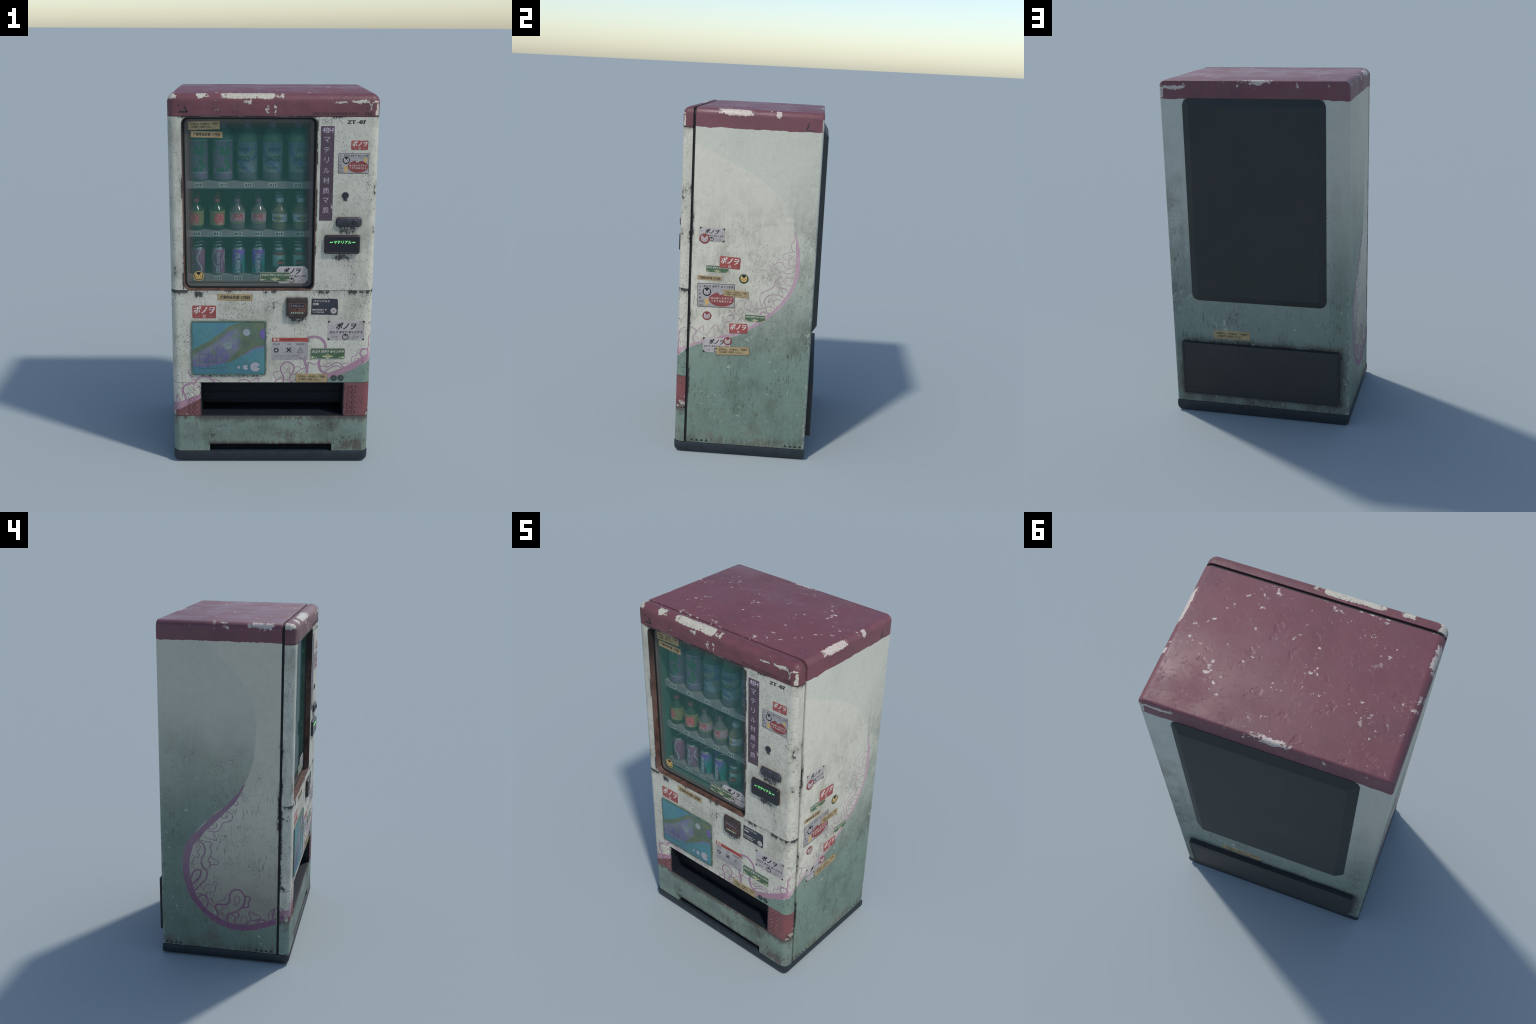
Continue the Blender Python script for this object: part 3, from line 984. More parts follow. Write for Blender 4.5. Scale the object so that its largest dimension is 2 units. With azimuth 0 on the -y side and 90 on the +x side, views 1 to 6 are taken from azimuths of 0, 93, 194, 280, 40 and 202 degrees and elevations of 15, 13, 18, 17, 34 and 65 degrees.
def mat_drip(name):
    t = NT(name)
    v, ang = cyl(t)
    d = t.n("ShaderNodeTexNoise")
    t.put(d.inputs["Vector"], t.scale((260, 0.0, 0), (0, 0, 0), v))
    d.inputs["Scale"].default_value, d.inputs["Detail"].default_value = 1, 2
    edge = t.add(0.012, t.mul(d.outputs["Fac"], 0.06))
    col = t.mix(t.ss(t.m("SUBTRACT", t.z, edge), -0.001, 0.001), srgb(52, 96, 90), srgb(170, 212, 208))
    col = t.mix(t.ss(t.z, 0.1065, 0.1075), col, srgb(150, 60, 66))
    col = t.mix(t.ss(t.z, 0.119, 0.120), col, srgb(76, 110, 104))
    return t.finish(col, 0.3, metal=0.3)


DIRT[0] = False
M_GREENPET = plain("green_bottle_plastic", srgb(82, 128, 108), 0.25, 0.05)
M_SLATE = plain("slate_bottle_plastic", srgb(100, 104, 118), 0.3, 0.05)
M_LILAC = plain("lilac_plastic", srgb(132, 116, 150), 0.35, 0.05)
M_LILACRIM = plain("lilac_rim_plastic", srgb(176, 176, 206), 0.35, 0.05)
M_BLUECAP = plain("blue_cap_plastic", srgb(96, 116, 160), 0.4, 0.05)
M_REDCAP = plain("red_cap_plastic", srgb(176, 70, 78), 0.4, 0.05)
M_PINKCAP = plain("violet_cap_plastic", srgb(136, 104, 134), 0.4, 0.05)
M_BLUEWHITE = plain("white_cap_plastic", srgb(190, 206, 222), 0.4, 0.04)
M_OLIVEGL = plain("dark_green_bottle_glass", srgb(58, 84, 66), 0.12, 0.05)
M_SMOKE = plain("smoky_bottle_glass", srgb(120, 116, 118), 0.12, 0.05)
M_TEA = plain("tea_bottle_plastic", srgb(138, 130, 106), 0.2, 0.05)
M_ALU = plain("aluminium", srgb(200, 204, 200), 0.3, 0.05, metal=0.9)
M_OLIVE = plain("olive_label_paper", srgb(158, 152, 104), 0.45, 0.05)
M_TEAR = plain("coral_ink", srgb(240, 92, 104), 0.45, 0.05)
M_CREAM = plain("cream_ink", srgb(224, 226, 214), 0.45, 0.03)
M_PINK = mat_dots("pink_spotted_label", srgb(200, 170, 184), srgb(70, 92, 78), 42, 0.42)
M_CRIMSON = plain("crimson_ink", srgb(232, 76, 110), 0.45, 0.05)
M_WHITELAB = plain("white_label_paper", srgb(212, 222, 226), 0.45, 0.04)
M_SUN = plain("ochre_ink", srgb(206, 176, 70), 0.45, 0.05)
M_BLUEINK = plain("blue_ink", srgb(84, 92, 176), 0.45, 0.05)
M_LIME = plain("lime_ring_ink", srgb(190, 206, 98), 0.45, 0.05)
M_SRLAB = mat_dots("green_spotted_label", srgb(150, 132, 160), srgb(70, 140, 104), 36, 0.80)  # this label and the camouflage one darkened for the shadow over row A
M_CAMO = mat_camo("blue_camouflage_label")
M_GREENINK = plain("green_ink", srgb(62, 132, 92), 0.45, 0.05)
M_DARKGREEN = plain("dark_green_ink", srgb(40, 72, 66), 0.45, 0.08)
M_MAROON = plain("maroon_can_print", srgb(168, 108, 150), 0.3, 0.10, 14, metal=0.1)
M_WAVE = plain("pale_wave_ink", srgb(196, 204, 216), 0.35, 0.04)
M_FADE = mat_fade("violet_teal_can_print", 0.03, 0.125, srgb(70, 196, 190), srgb(160, 104, 226), -0.03)
M_DRIP = mat_drip("icy_can_print")
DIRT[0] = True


def drink(name, x, y, z, turn, parts):
    """parts: list of (part name, mesh, material); the first is the body"""
    w = Matrix.Translation((x, y, z)) @ Matrix.Rotation(turn, 4, "Z")
    body = obj(name, parts[0][1], parts[0][2], world=w, smooth=50)
    for pn, me, mat in parts[1:]:
        obj(pn, me, mat, parent=body, world=w, smooth=50)
    return body


def neck_cap(r, z0, z1):
    return lathe([(r * 0.9, z0), (r, z0 + 0.001), (r, z1 - 0.002), (r - 0.002, z1)], 24)


def parts_big_dots():
    R = 0.052
    body = lathe([(0.046, 0), (R - 0.001, 0.006), (R, 0.012), (R, 0.038), (R, 0.208), (R - 0.002, 0.222), (0.045, 0.238), (0.034, 0.252), (0.022, 0.263), (0.0155, 0.268), (0.015, 0.276)])
    low = lathe([(R - 0.0002, 0.0075), (R + 0.0008, 0.012), (R + 0.0008, 0.041), (R + 0.0004, 0.042)])
    lab = lathe([(R + 0.0002, 0.046), (R + 0.0007, 0.0465), (R + 0.0007, 0.207), (R + 0.0002, 0.2075)])
    rings = join([lathe([(R, a), (R + 0.0016, a + 0.001), (R + 0.0016, b - 0.001), (R, b)]) for a, b in ((0.0415, 0.0475), (0.2055, 0.2125))])
    letters = join([wrap(moved(text(ch, h=0.030, bold=0.035, thick=0.0003), 0.006, 0), R + 0.0012, 0.183 - 0.041 * i) for i, ch in enumerate("SRKI")])
    return [("big_bottle", body, M_GREENPET), ("bottle_foot_band", low, M_LILAC), ("bottle_label", lab, M_SRLAB), ("bottle_ring", rings, M_LILACRIM),
            ("label_lettering", letters, M_GREENINK), ("bottle_cap", neck_cap(0.0175, 0.270, 0.296), M_BLUECAP)]


def parts_big_camo():
    R = 0.052
    body = lathe([(0.046, 0), (R - 0.001, 0.006), (R, 0.012), (R, 0.046), (R - 0.0004, 0.0475), (R - 0.0004, 0.204), (R, 0.206), (R, 0.215), (R - 0.003, 0.232), (0.044, 0.247), (0.034, 0.258), (0.022, 0.267), (0.0155, 0.272), (0.015, 0.28)])
    foot = lathe([(R - 0.0006, 0.0065), (R + 0.0006, 0.012), (R + 0.0006, 0.0445), (R, 0.0455)])
    lab = lathe([(R, 0.0465), (R + 0.0007, 0.047), (R + 0.0007, 0.2025), (R, 0.203)])
    letters = join([wrap(text("JIAN", 0.058, 0.026, bold=0.03, thick=0.0003), R + 0.0008, 0.163), wrap(text("DAGO", 0.082, 0.027, bold=0.03, thick=0.0003), R + 0.0008, 0.118),
                    wrap(text("SPARK FORCE A", 0.080, 0.008, thick=0.0003), R + 0.0008, 0.192), wrap(text("NR.CO-06042", 0.058, 0.010, bold=0.02, thick=0.0003), R + 0.0008, 0.071)])
    return [("big_bottle", body, M_GREENPET), ("bottle_foot_band", foot, M_SLATE), ("bottle_label", lab, M_CAMO), ("label_lettering", letters, M_DARKGREEN),
            ("bottle_cap", neck_cap(0.0175, 0.273, 0.299), M_BLUECAP)]


def small_body(R=0.0395, cap=0.0175, h=0.168):
    return lathe([(R - 0.006, 0), (R - 0.001, 0.004), (R, 0.010), (R, 0.096), (R - 0.0008, 0.1005), (R - 0.0028, 0.1045), (0.0300, 0.1138), (0.0230, 0.1236), (0.0175, 0.1313), (0.0152, 0.1365), (0.0146, 0.142), (0.0145, 0.148), (0.0145, h - 0.004)])


def parts_tear():
    R = 0.0395
    lab = lathe([(R, 0.0255), (R + 0.0006, 0.026), (R + 0.0006, 0.1015), (R - 0.001, 0.102)])
    tear = [(0.026 * math.cos(a) * (1.0 if math.cos(a) > 0 else 1.25), 0.036 * math.sin(a) * (1 - 0.25 * max(0, math.sin(a)) ** 3)) for a in (2 * PI * i / 40 for i in range(40))]
    emblem = wrap(slab(tear, 0.0003), R + 0.0007, 0.064)
    ring = wrap(ringplate(disc(0.0165, 30, 0.0200), disc(0.0148, 30, 0.0182), 0.0002, 0.0006), R + 0.0008, 0.066)
    words = wrap(text("村原", 0.024, 0.012, bold=0.02, thick=0.0004), R + 0.0008, 0.036)
    return [("small_bottle", small_body(), M_OLIVEGL), ("bottle_label", lab, M_OLIVE), ("label_emblem", emblem, M_TEAR), ("emblem_ring", ring, M_CREAM), ("label_lettering", words, M_CREAM),
            ("bottle_cap", neck_cap(0.0165, 0.146, 0.168), M_REDCAP)]


def parts_pink():
    R = 0.0395
    lab = lathe([(R, 0.046), (R + 0.0006, 0.0465), (R + 0.0006, 0.0895), (R, 0.090)])
    blocks = join([wrap(slab(rr(0.053, 0.0155, 0.001, 2), 0.0003), R + 0.0007, z) for z in (0.0795, 0.061)])
    words = join([wrap(text("元気", 0.018, 0.010, bold=0.01, thick=0.0003), R + 0.0011, 0.0795), wrap(text("KIRARI", 0.040, 0.010, bold=0.02, thick=0.0003), R + 0.0011, 0.061)])
    rings = join([lathe([(R, a), (R + 0.0009, a + 0.0006), (R + 0.0009, a + 0.0020), (R, a + 0.0026)]) for a in (0.0935, 0.0385)])
    return [("small_bottle", small_body(), M_SMOKE), ("bottle_label", lab, M_PINK), ("label_block", blocks, M_CRIMSON), ("label_lettering", words, M_CREAM), ("label_ring", rings, M_LIME),
            ("bottle_cap", neck_cap(0.0175, 0.146, 0.168), M_PINKCAP)]


def parts_sun():
    R = 0.0395
    lab = lathe([(R, 0.046), (R + 0.0006, 0.0465), (R + 0.0006, 0.0865), (R, 0.087)])
    sun = wrap(slab(disc(0.0165, 26), 0.0003), R + 0.0007, 0.0655)
    words = wrap(text("BOLLO", 0.062, 0.013, bold=0.04, thick=0.0003), R + 0.0011, 0.0655)
    return [("small_bottle", small_body(), M_TEA), ("bottle_label", lab, M_WHITELAB), ("label_emblem", sun, M_SUN), ("label_lettering", words, M_BLUEINK),
            ("bottle_cap", neck_cap(0.0205, 0.146, 0.170), M_BLUEWHITE)]


def can_body():
    R = 0.0345
    return lathe([(R - 0.008, 0.0), (R - 0.005, 0.001), (R, 0.010), (R, 0.132), (R - 0.006, 0.143), (R - 0.006, 0.146), (R - 0.007, 0.1475), (R - 0.009, 0.1475), (R - 0.010, 0.144)])


def can_sleeve():
    R = 0.0345
    return lathe([(R, 0.009), (R + 0.0006, 0.010), (R + 0.0006, 0.1325), (R - 0.001, 0.1365)])


def parts_wave():
    R = 0.0345
    wave = [(-0.022 + 0.013 * math.sin(3.0 * k / 20 * PI / 1.5 + 0.6), 0.010 + 0.1225 * k / 20) for k in range(21)]
    flat = lambda u, v, d: (u, v, max(d, 0.0))
    ribs = join([wrap(ribbon([(x + s, y) for x, y in wave], 0.007, flat, 0.0004), R + 0.0006, 0.0) for s in (0.0, 0.068)])
    a = moved(text("DOG WATER", 0.112, 0.0165, bold=0.03, thick=0.0003), 0, 0, rot=PI / 2)
    b = moved(text("MEOW MILK", 0.052, 0.007, bold=0.02, thick=0.0003), 0.018, -0.006, rot=PI / 2)
    words = join([wrap(a, R + 0.0007, 0.068), wrap(b, R + 0.0007, 0.068)])
    return [("drink_can", can_body(), M_ALU), ("can_print", can_sleeve(), M_MAROON), ("can_wave", ribs, M_WAVE), ("can_lettering", words, M_WAVE)]


def parts_fade():
    R = 0.0345
    words = wrap(moved(text("PUMBA", 0.108, 0.027, bold=0.05, shear=0.25, thick=0.0003), -0.004, 0, rot=-PI / 2), R + 0.0007, 0.064)
    return [("drink_can", can_body(), M_ALU), ("can_print", can_sleeve(), M_FADE), ("can_lettering", words, M_WAVE)]


def parts_icy():
    R = 0.0345
    star = [((0.022 if i % 2 else 0.015) * math.cos(2 * PI * i / 28), (0.024 if i % 2 else 0.017) * math.sin(2 * PI * i / 28)) for i in range(28)]
    splat = wrap(slab(star, 0.0003), R + 0.0007, 0.066)
    words = wrap(text("MAX", 0.036, 0.013, bold=0.05, shear=0.2, thick=0.0003), R + 0.0011, 0.066)
    return [("drink_can", can_body(), M_ALU), ("can_print", can_sleeve(), M_DRIP), ("can_emblem", splat, M_DARKGREEN), ("can_lettering", words, M_TEAR)]


lineup = {"A": (0.052, -0.2450, [(-0.384, parts_big_dots, 0.30), (-0.256, parts_big_dots, 0.35), (-0.128, parts_big_camo, -0.55), (0.002, parts_big_camo, 0.02), (0.134, parts_big_camo, 0.25)]),
          "B": (0.0395, -0.2570, [(-0.397, parts_tear, -0.25), (-0.2885, parts_tear, 0.45), (-0.1815, parts_pink, 0.12), (-0.0705, parts_pink, -0.10), (0.0405, parts_sun, -0.25), (0.149, parts_sun, 0.22)]),
          "C": (0.0345, -0.2620, [(-0.390, parts_wave, -1.1), (-0.2855, parts_wave, 0.05), (-0.1765, parts_fade, 0.0), (-0.0695, parts_fade, 0.0), (0.040, parts_icy, 0.30), (0.147, parts_icy, -0.05)])}
_pm = {}
for row, (R, y, items) in lineup.items():
    for x, fn, turn in items:
        if fn not in _pm:
            _pm[fn] = fn()
        for k in range(3):
            parts = _pm[fn] if k == 0 else [p for p in _pm[fn] if p[0] not in ("label_lettering", "can_lettering", "label_emblem", "emblem_ring", "can_emblem", "label_block")]
            drink(parts[0][0], x + rng.uniform(-0.0015, 0.0015), y + k * (2 * R + 0.006), SHELVES[row][1] + 0.0004, turn if k == 0 else rng.uniform(-3, 3), parts)

# ------------------------------------------------------------------ control devices
M_GUN = plain("gunmetal", srgb(66, 68, 80), 0.45, 0.18, 50, metal=0.3)
M_SCREEN = plain("screen_box_plastic", srgb(40, 38, 44), 0.4, 0.12, 40)
M_GLOW = mat_glow("green_display_light", srgb(110, 240, 130), 0.9)
M_LED = mat_glow("pale_led_light", srgb(170, 230, 200), 0.7)
M_BROWN = mat_rust("browned_metal", False)
M_COIN = plain("coin_box_metal", srgb(62, 50, 48), 0.5, 0.2, 40)

key = obj("lock_barrel", lathe([(0.0175, -0.002), (0.0175, 0.003), (0.015, 0.0045), (0.012, 0.0045), (0.0115, 0.002), (0.009, 0.002), (0.0085, 0.0035), (0.0004, 0.0038)], 28), M_GUN, world=at(FRONT, 0.3685, 1.494), smooth=40)
obj("key_slot", slab(rr(0.0022, 0.010, 0.0008, 2), 0.0006), M_INK, parent=key, world=at(FRONT, 0.3685, 1.494, 0.0036))

plate = obj("coin_return_plate", padded(0.129, 0.048, 0.017, [(0, -0.001), (0, 0.007), (0.003, 0.011), (0.005, 0.012)], 4), M_GUN, world=at(FRONT, 0.3905, 1.3555), smooth=35)
back = obj("plate_rust_edge", padded(0.133, 0.052, 0.019, [(0, -0.001), (0, 0.001), (0.001, 0.0015)], 4), M_BROWN, parent=plate, world=at(FRONT, 0.3905, 1.3555))
obj("return_knob", lathe([(0.0125, -0.001), (0.0125, 0.003), (0.011, 0.0045), (0.0095, 0.0045), (0.009, 0.002), (0.0075, 0.002), (0.007, 0.005), (0.0004, 0.0055)], 26), M_GUN, parent=plate, world=at(FRONT, 0.418, 1.355, 0.012), smooth=40)

scr = obj("display_box", padded(0.180, 0.097, 0.013, [(0, -0.001), (0, 0.009), (0.002, 0.0125), (0.0045, 0.0140), (0.0080, 0.0142), (0.0095, 0.0130)], 5), M_SCREEN, world=at(FRONT, 0.3595, 1.2375), smooth=35)
obj("display_rust_edge", padded(0.184, 0.101, 0.012, [(0, -0.001), (0, 0.001), (0.001, 0.0014)], 3), M_BROWN, parent=scr, world=at(FRONT, 0.3595, 1.2375))
obj("display_screen", slab(rr(0.156, 0.074, 0.004, 2), 0.0006), plain("dark_screen", srgb(32, 32, 42), 0.25, 0.05), parent=scr, world=at(FRONT, 0.3595, 1.238, 0.0128))
obj("display_lettering", text("マテリアル", 0.090, 0.016, bold=0.02, thick=0.0003), M_GLOW, parent=scr, world=at(FRONT, 0.360, 1.2515, 0.0136))
for sx in (-1, 1):
    obj("display_dash", slab(rr(0.015, 0.0042, 0.001, 2), 0.0005), M_GLOW, parent=scr, world=at(FRONT, 0.360 + sx * 0.058, 1.2515, 0.0136))

oct_box = lambda w, h, c, layers: loft([[(x, y, d) for x, y in ((w / 2 - i, h / 2 - 0.004 - i), (w / 2 - 0.004 - i, h / 2 - i), (-w / 2 + 0.004 + i, h / 2 - i), (-w / 2 + i, h / 2 - 0.004 - i), (-w / 2 + i, -h / 2 + c + i * 0.4), (-w / 2 + c + i * 0.4, -h / 2 + i), (w / 2 - c - i * 0.4, -h / 2 + i), (w / 2 - i, -h / 2 + c + i * 0.4))] for i, d in layers])
cc = (0.132, 0.8945)
coin = obj("coin_box", oct_box(0.111, 0.109, 0.015, [(0, -0.001), (0, 0.010), (0.004, 0.0165), (0.006, 0.0165)]), M_COIN, world=at(FRONT, *cc), smooth=30)
obj("coin_hood", padded(0.094, 0.010, 0.002, [(0, 0), (0, 0.0005), (0.001, 0.001)], 2), M_COIN, parent=coin, world=at(FRONT, cc[0], cc[1] + 0.0405, 0.0162))
obj("coin_face", padded(0.090, 0.050, 0.002, [(0, 0), (0, 0.0004)], 2), M_BROWN, parent=coin, world=at(FRONT, cc[0], cc[1] + 0.004, 0.0162))
obj("coin_readout", slab(rr(0.078, 0.022, 0.001, 2), 0.0005), plain("coin_readout_glass", srgb(44, 36, 44), 0.3), parent=coin, world=at(FRONT, cc[0], cc[1] + 0.0135, 0.0165))
obj("coin_lettering", text("500Grz", 0.070, 0.0135, bold=0.005), plain("lilac_ink", srgb(150, 136, 160), 0.5), parent=coin, world=at(FRONT, cc[0], cc[1] + 0.0135, 0.0171))
obj("coin_arrow", slab([(-0.009, 0.005), (0, -0.005), (0.009, 0.005)], 0.0004), M_INK, parent=coin, world=at(FRONT, cc[0], cc[1] - 0.008, 0.0166))
for k in range(7):
    obj("coin_light", slab(disc(0.0024, 12), 0.0006), M_LED, parent=coin, world=at(FRONT, 0.102 + 0.01 * k, 0.870, 0.0165))


def mat_map():
    """the painted picture board: teal water, olive land, violet shoals"""
    t = NT("picture_board_print")
    t.pos
    n = t.mul(t.m("SUBTRACT", t.noise(60, 3), 0.5), 0.006)
    x, y = t.add(t.x, n), t.add(t.y, n)
    up = t.curve(x, [(-0.20, -0.012), (-0.15, 0.017), (-0.102, 0.043), (-0.068, 0.068), (-0.034, 0.093), (-0.007, 0.118), (0.027, 0.136), (0.067, 0.143), (0.20, 0.152)], -0.20, 0.20)
    lo = t.curve(x, [(-0.20, -0.105), (-0.179, -0.099), (-0.138, -0.103), (-0.052, -0.086), (0.0, -0.079), (0.033, -0.062), (0.067, -0.044), (0.101, -0.026), (0.135, -0.001), (0.185, 0.007), (0.20, 0.008)], -0.20, 0.20)
    water = t.mix(t.ss(t.noise(7, 3), 0.3, 0.7), srgb(70, 128, 156), srgb(74, 140, 150))
    land = t.mix(t.ss(t.noise(12, 4), 0.35, 0.65), srgb(84, 112, 98), srgb(102, 122, 94))
    on = t.mul(t.ss(t.m("SUBTRACT", up, y), -0.001, 0.001), t.ss(t.m("SUBTRACT", y, lo), -0.001, 0.001))
    col = t.mix(on, water, land)
    shoal = t.mul(on, t.ss(t.m("SUBTRACT", up, y), 0.020, 0.045), t.ss(x, 0.075, 0.03),
                  t.ss(t.m("SUBTRACT", y, t.add(lo, t.mul(t.m("MAXIMUM", t.add(x, 0.02), 0.0), 0.5))), -0.001, 0.01))
    vio = t.mix(t.ss(t.noise(26, 5, 0.6), 0.40, 0.62), srgb(108, 108, 158), srgb(120, 132, 144))
    vio = t.mix(t.ss(t.noise(14, 3, off=(3, 1, 2)), 0.52, 0.66), vio, srgb(104, 130, 122))
    col = t.mix(shoal, col, vio)
    fringe = t.mul(t.ss(t.m("ABSOLUTE", t.m("SUBTRACT", y, lo)), 0.006, 0.003), t.mx(t.ss(x, -0.01, -0.04), t.ss(x, 0.07, 0.1)))
    col = t.mix(t.mul(fringe, 0.8), col, srgb(128, 104, 178))
    edge = t.mx(t.ss(t.m("ABSOLUTE", t.x), 0.192, 0.196), t.ss(t.m("ABSOLUTE", t.y), 0.146, 0.150))
    col = t.mix(t.mul(edge, 0.75), col, srgb(84, 122, 92))
    return t.finish(wear(t, col, 0.8, 0.5), 0.5, t.noise(200, 3), 0.15, 0.001)


MC = (-0.2275, 0.667)
bm = bmesh.new()
bm.from_mesh(padded(0.393, 0.302, 0.0125, [(0, -0.0015), (0, 0.003), (0.0015, 0.0048), (0.0022, 0.0050)], 6))
board = obj("picture_board", from_bm("board", bm), mat_map(), world=at(FRONT, *MC), smooth=40)
obj("board_frame", join([ringplate(rr(0.3955, 0.3045, 0.0135, 6), rr(0.3845, 0.2935, 0.009, 6), 0.001, 0.0062)]), plain("board_frame_paint", srgb(84, 116, 100), 0.45, 0.15, 25), parent=board, world=at(FRONT, *MC))
M_MOON = plain("pale_disc_ink", srgb(150, 168, 178), 0.5, 0.05)
M_VIO = plain("violet_ink", srgb(112, 96, 178), 0.5, 0.06)


def pac(r, bite=0.35):
    pts = [(0.25 * r, 0)]
    for i in range(25):
        a = bite + (2 * PI - 2 * bite) * i / 24
        pts.append((r * math.cos(a), r * math.sin(a)))
    return pts


def on_board(name, me, mat, x, z, d=0.0053):
    obj(name, me, mat, parent=board, world=at(FRONT, x, z, d))


on_board("board_disc", slab(disc(0.0195), 0.0004), M_MOON, -0.133, 0.757)
on_board("board_disc", slab([(0.0, -0.029)] + [(-0.029 * math.cos(a), 0.029 * math.sin(a)) for a in (PI * (i / 16 - 0.5) for i in range(17))], 0.0004), M_VIO, -0.0345, 0.748)
on_board("board_disc", slab(disc(0.024, 26, 0.024), 0.0004), plain("muted_disc_ink", srgb(128, 146, 152), 0.5), -0.234, 0.681)
M_PAC = plain("pink_disc_ink", srgb(168, 172, 184), 0.5, 0.05)
on_board("board_disc", slab(pac(0.0265), 0.0004), M_PAC, -0.087, 0.561)
on_board("board_disc", slab(pac(0.0140), 0.0004), M_PAC, -0.138, 0.559)
on_board("board_disc", slab(pac(0.0075), 0.0004), M_PAC, -0.174, 0.559)
M_GRID = plain("grid_ink", srgb(72, 88, 122), 0.5)
for gx in (-0.364, -0.315):
    for gz in (0.6135, 0.5705):
        on_board("board_grid", ringplate(rr(0.0405, 0.0375, 0.0006, 2), rr(0.0388, 0.0358, 0.0006, 2), 0.0, 0.0004), M_GRID, gx, gz)

# ------------------------------------------------------------------ stickers
def sticker_paper(name, col, rough, var, scale):
    """printed sheet with stains, specks and rubbed-off flecks"""
    t = NT(name)
    n = t.noise(scale, 3)
    c = t.mix(t.ss(n, 0.3, 0.7), tuple(q * (1 - 2 * var) for q in col[:3]) + (1,), col)
    c = t.mix(t.mul(t.ss(t.noise((60, 60, 60), 5, 0.7, off=(3, 1, 0)), 0.52, 0.75), 0.35), c, srgb(120, 116, 104))
    scuff = t.ss(t.add(t.noise((110, 160, 9), 5, 0.68, off=(1, 2, 0)), t.mul(t.noise(14, 2), 0.35)), 0.86, 0.89)
    return t.finish(wear(t, c, 0.9, 0.7, chips=t.mul(scuff, 0.7), chip_col=srgb(190, 190, 182)), rough)


M_SRED = sticker_paper("red_sticker", srgb(186, 84, 80), 0.5, 0.09, 40)
M_SWHITE = sticker_paper("white_sticker", srgb(199, 195, 199), 0.5, 0.06, 40)
M_SGREEN = sticker_paper("green_sticker", srgb(80, 118, 84), 0.45, 0.06, 40)
M_SYEL = sticker_paper("yellow_sticker", srgb(196, 176, 126), 0.5, 0.1, 40)
M_SYEL2 = plain("ochre_border_ink", srgb(168, 106, 66), 0.5, 0.1)
M_SPURP = sticker_paper("plum_sticker", srgb(92, 70, 88), 0.45, 0.07, 40)
M_SGREY = sticker_paper("grey_sticker", srgb(184, 184, 188), 0.5, 0.05, 40)
M_SDARK = sticker_paper("navy_sticker", srgb(52, 58, 74), 0.5, 0.08, 40)
M_OVAL = plain("brick_ink", srgb(150, 66, 66), 0.45, 0.06)
M_WARN = plain("warning_red_ink", srgb(182, 72, 62), 0.45, 0.06)
M_PALEINK = plain("pale_ink", srgb(226, 218, 214), 0.5, 0.04)
M_LILACINK = plain("lavender_ink", srgb(186, 178, 200), 0.5, 0.04)
M_GOLD = plain("gold_ink", srgb(214, 178, 98), 0.5, 0.06)
M_KEY = plain("pale_yellow_ink", srgb(214, 214, 160), 0.5, 0.04)
T0 = 0.0007


class Sticker:
    """thin printed sheet stuck on a face; prints are laid on it as thin raised ink"""

    def __init__(self, name, fr, u, v, outline, mat, rot=0.0, lift=0.0):
        self.w = lambda x, y, d: at(fr, u, v, lift, rot) @ Matrix.Translation((x, y, d))
        self.ob = obj(name, slab(outline, T0 + 0.0004, -0.0004), mat, world=self.w(0, 0, 0))

    def ink(self, name, me, mat, x=0.0, y=0.0, level=0):
        obj(name, me, mat, parent=self.ob, world=self.w(x, y, T0 + level * 0.0002))
        return self


def flat(outline):
    return slab(outline, 0.00014, -0.00005)


def cat_face(s, r, dark, pale, x=0.0, y=0.0, ring=None, lv=0):
    """round badge: disc, pale eared head, little eyes"""
    s.ink("badge_disc", flat(disc(r, 32)), ring or dark, x, y, lv)
    if ring is not None:
        s.ink("badge_field", flat(disc(r * 0.86, 32)), dark, x, y, lv + 1)
        lv += 1
    head = [(-0.72, -0.05), (-0.62, 0.62), (-0.48, 0.66), (-0.10, 0.20), (0.10, 0.20), (0.48, 0.66), (0.62, 0.62), (0.72, -0.05), (0.60, -0.42), (0.30, -0.66), (-0.30, -0.66), (-0.60, -0.42)]
    s.ink("badge_head", flat([(r * a, r * b) for a, b in head]), pale, x, y, lv + 1)
    s.ink("badge_eye", join([moved(flat(disc(r * 0.10, 8)), sx * r * 0.34, -r * 0.12) for sx in (-1, 1)] + [moved(flat(rr(r * 0.26, r * 0.07, r * 0.02, 2)), 0, -r * 0.38)]), dark, x, y, lv + 2)


def st_red(fr, u, v, w=0.124, h=0.070, rot=0.0, lift=0.0):
    s = Sticker("red_sticker", fr, u, v, rr(w, h, 0.006, 3), M_SRED, rot, lift)
    s.ink("sticker_lettering", text("ポノヲ", w * 0.90, h * 0.58, bold=0.045, shear=0.18), M_PALEINK, 0, h * 0.15)
    s.ink("sticker_ring", join([ringplate(disc(h * 0.115, 20), disc(h * 0.075, 20), -0.0001, 0.00014)]), M_PALEINK, 0, -h * 0.335)
    s.ink("sticker_lettering", join([moved(text("イキ", h * 0.28, h * 0.13), -w * 0.30, 0), moved(text("ンニ", h * 0.34, h * 0.12), w * 0.29, 0)]), plain("faded_pink_ink", srgb(206, 150, 146), 0.5) if "faded" not in _tx else _tx["faded"], 0, -h * 0.36)


def corner_tri(a):
    return [(0, 0), (-a, 0), (0, -a)]


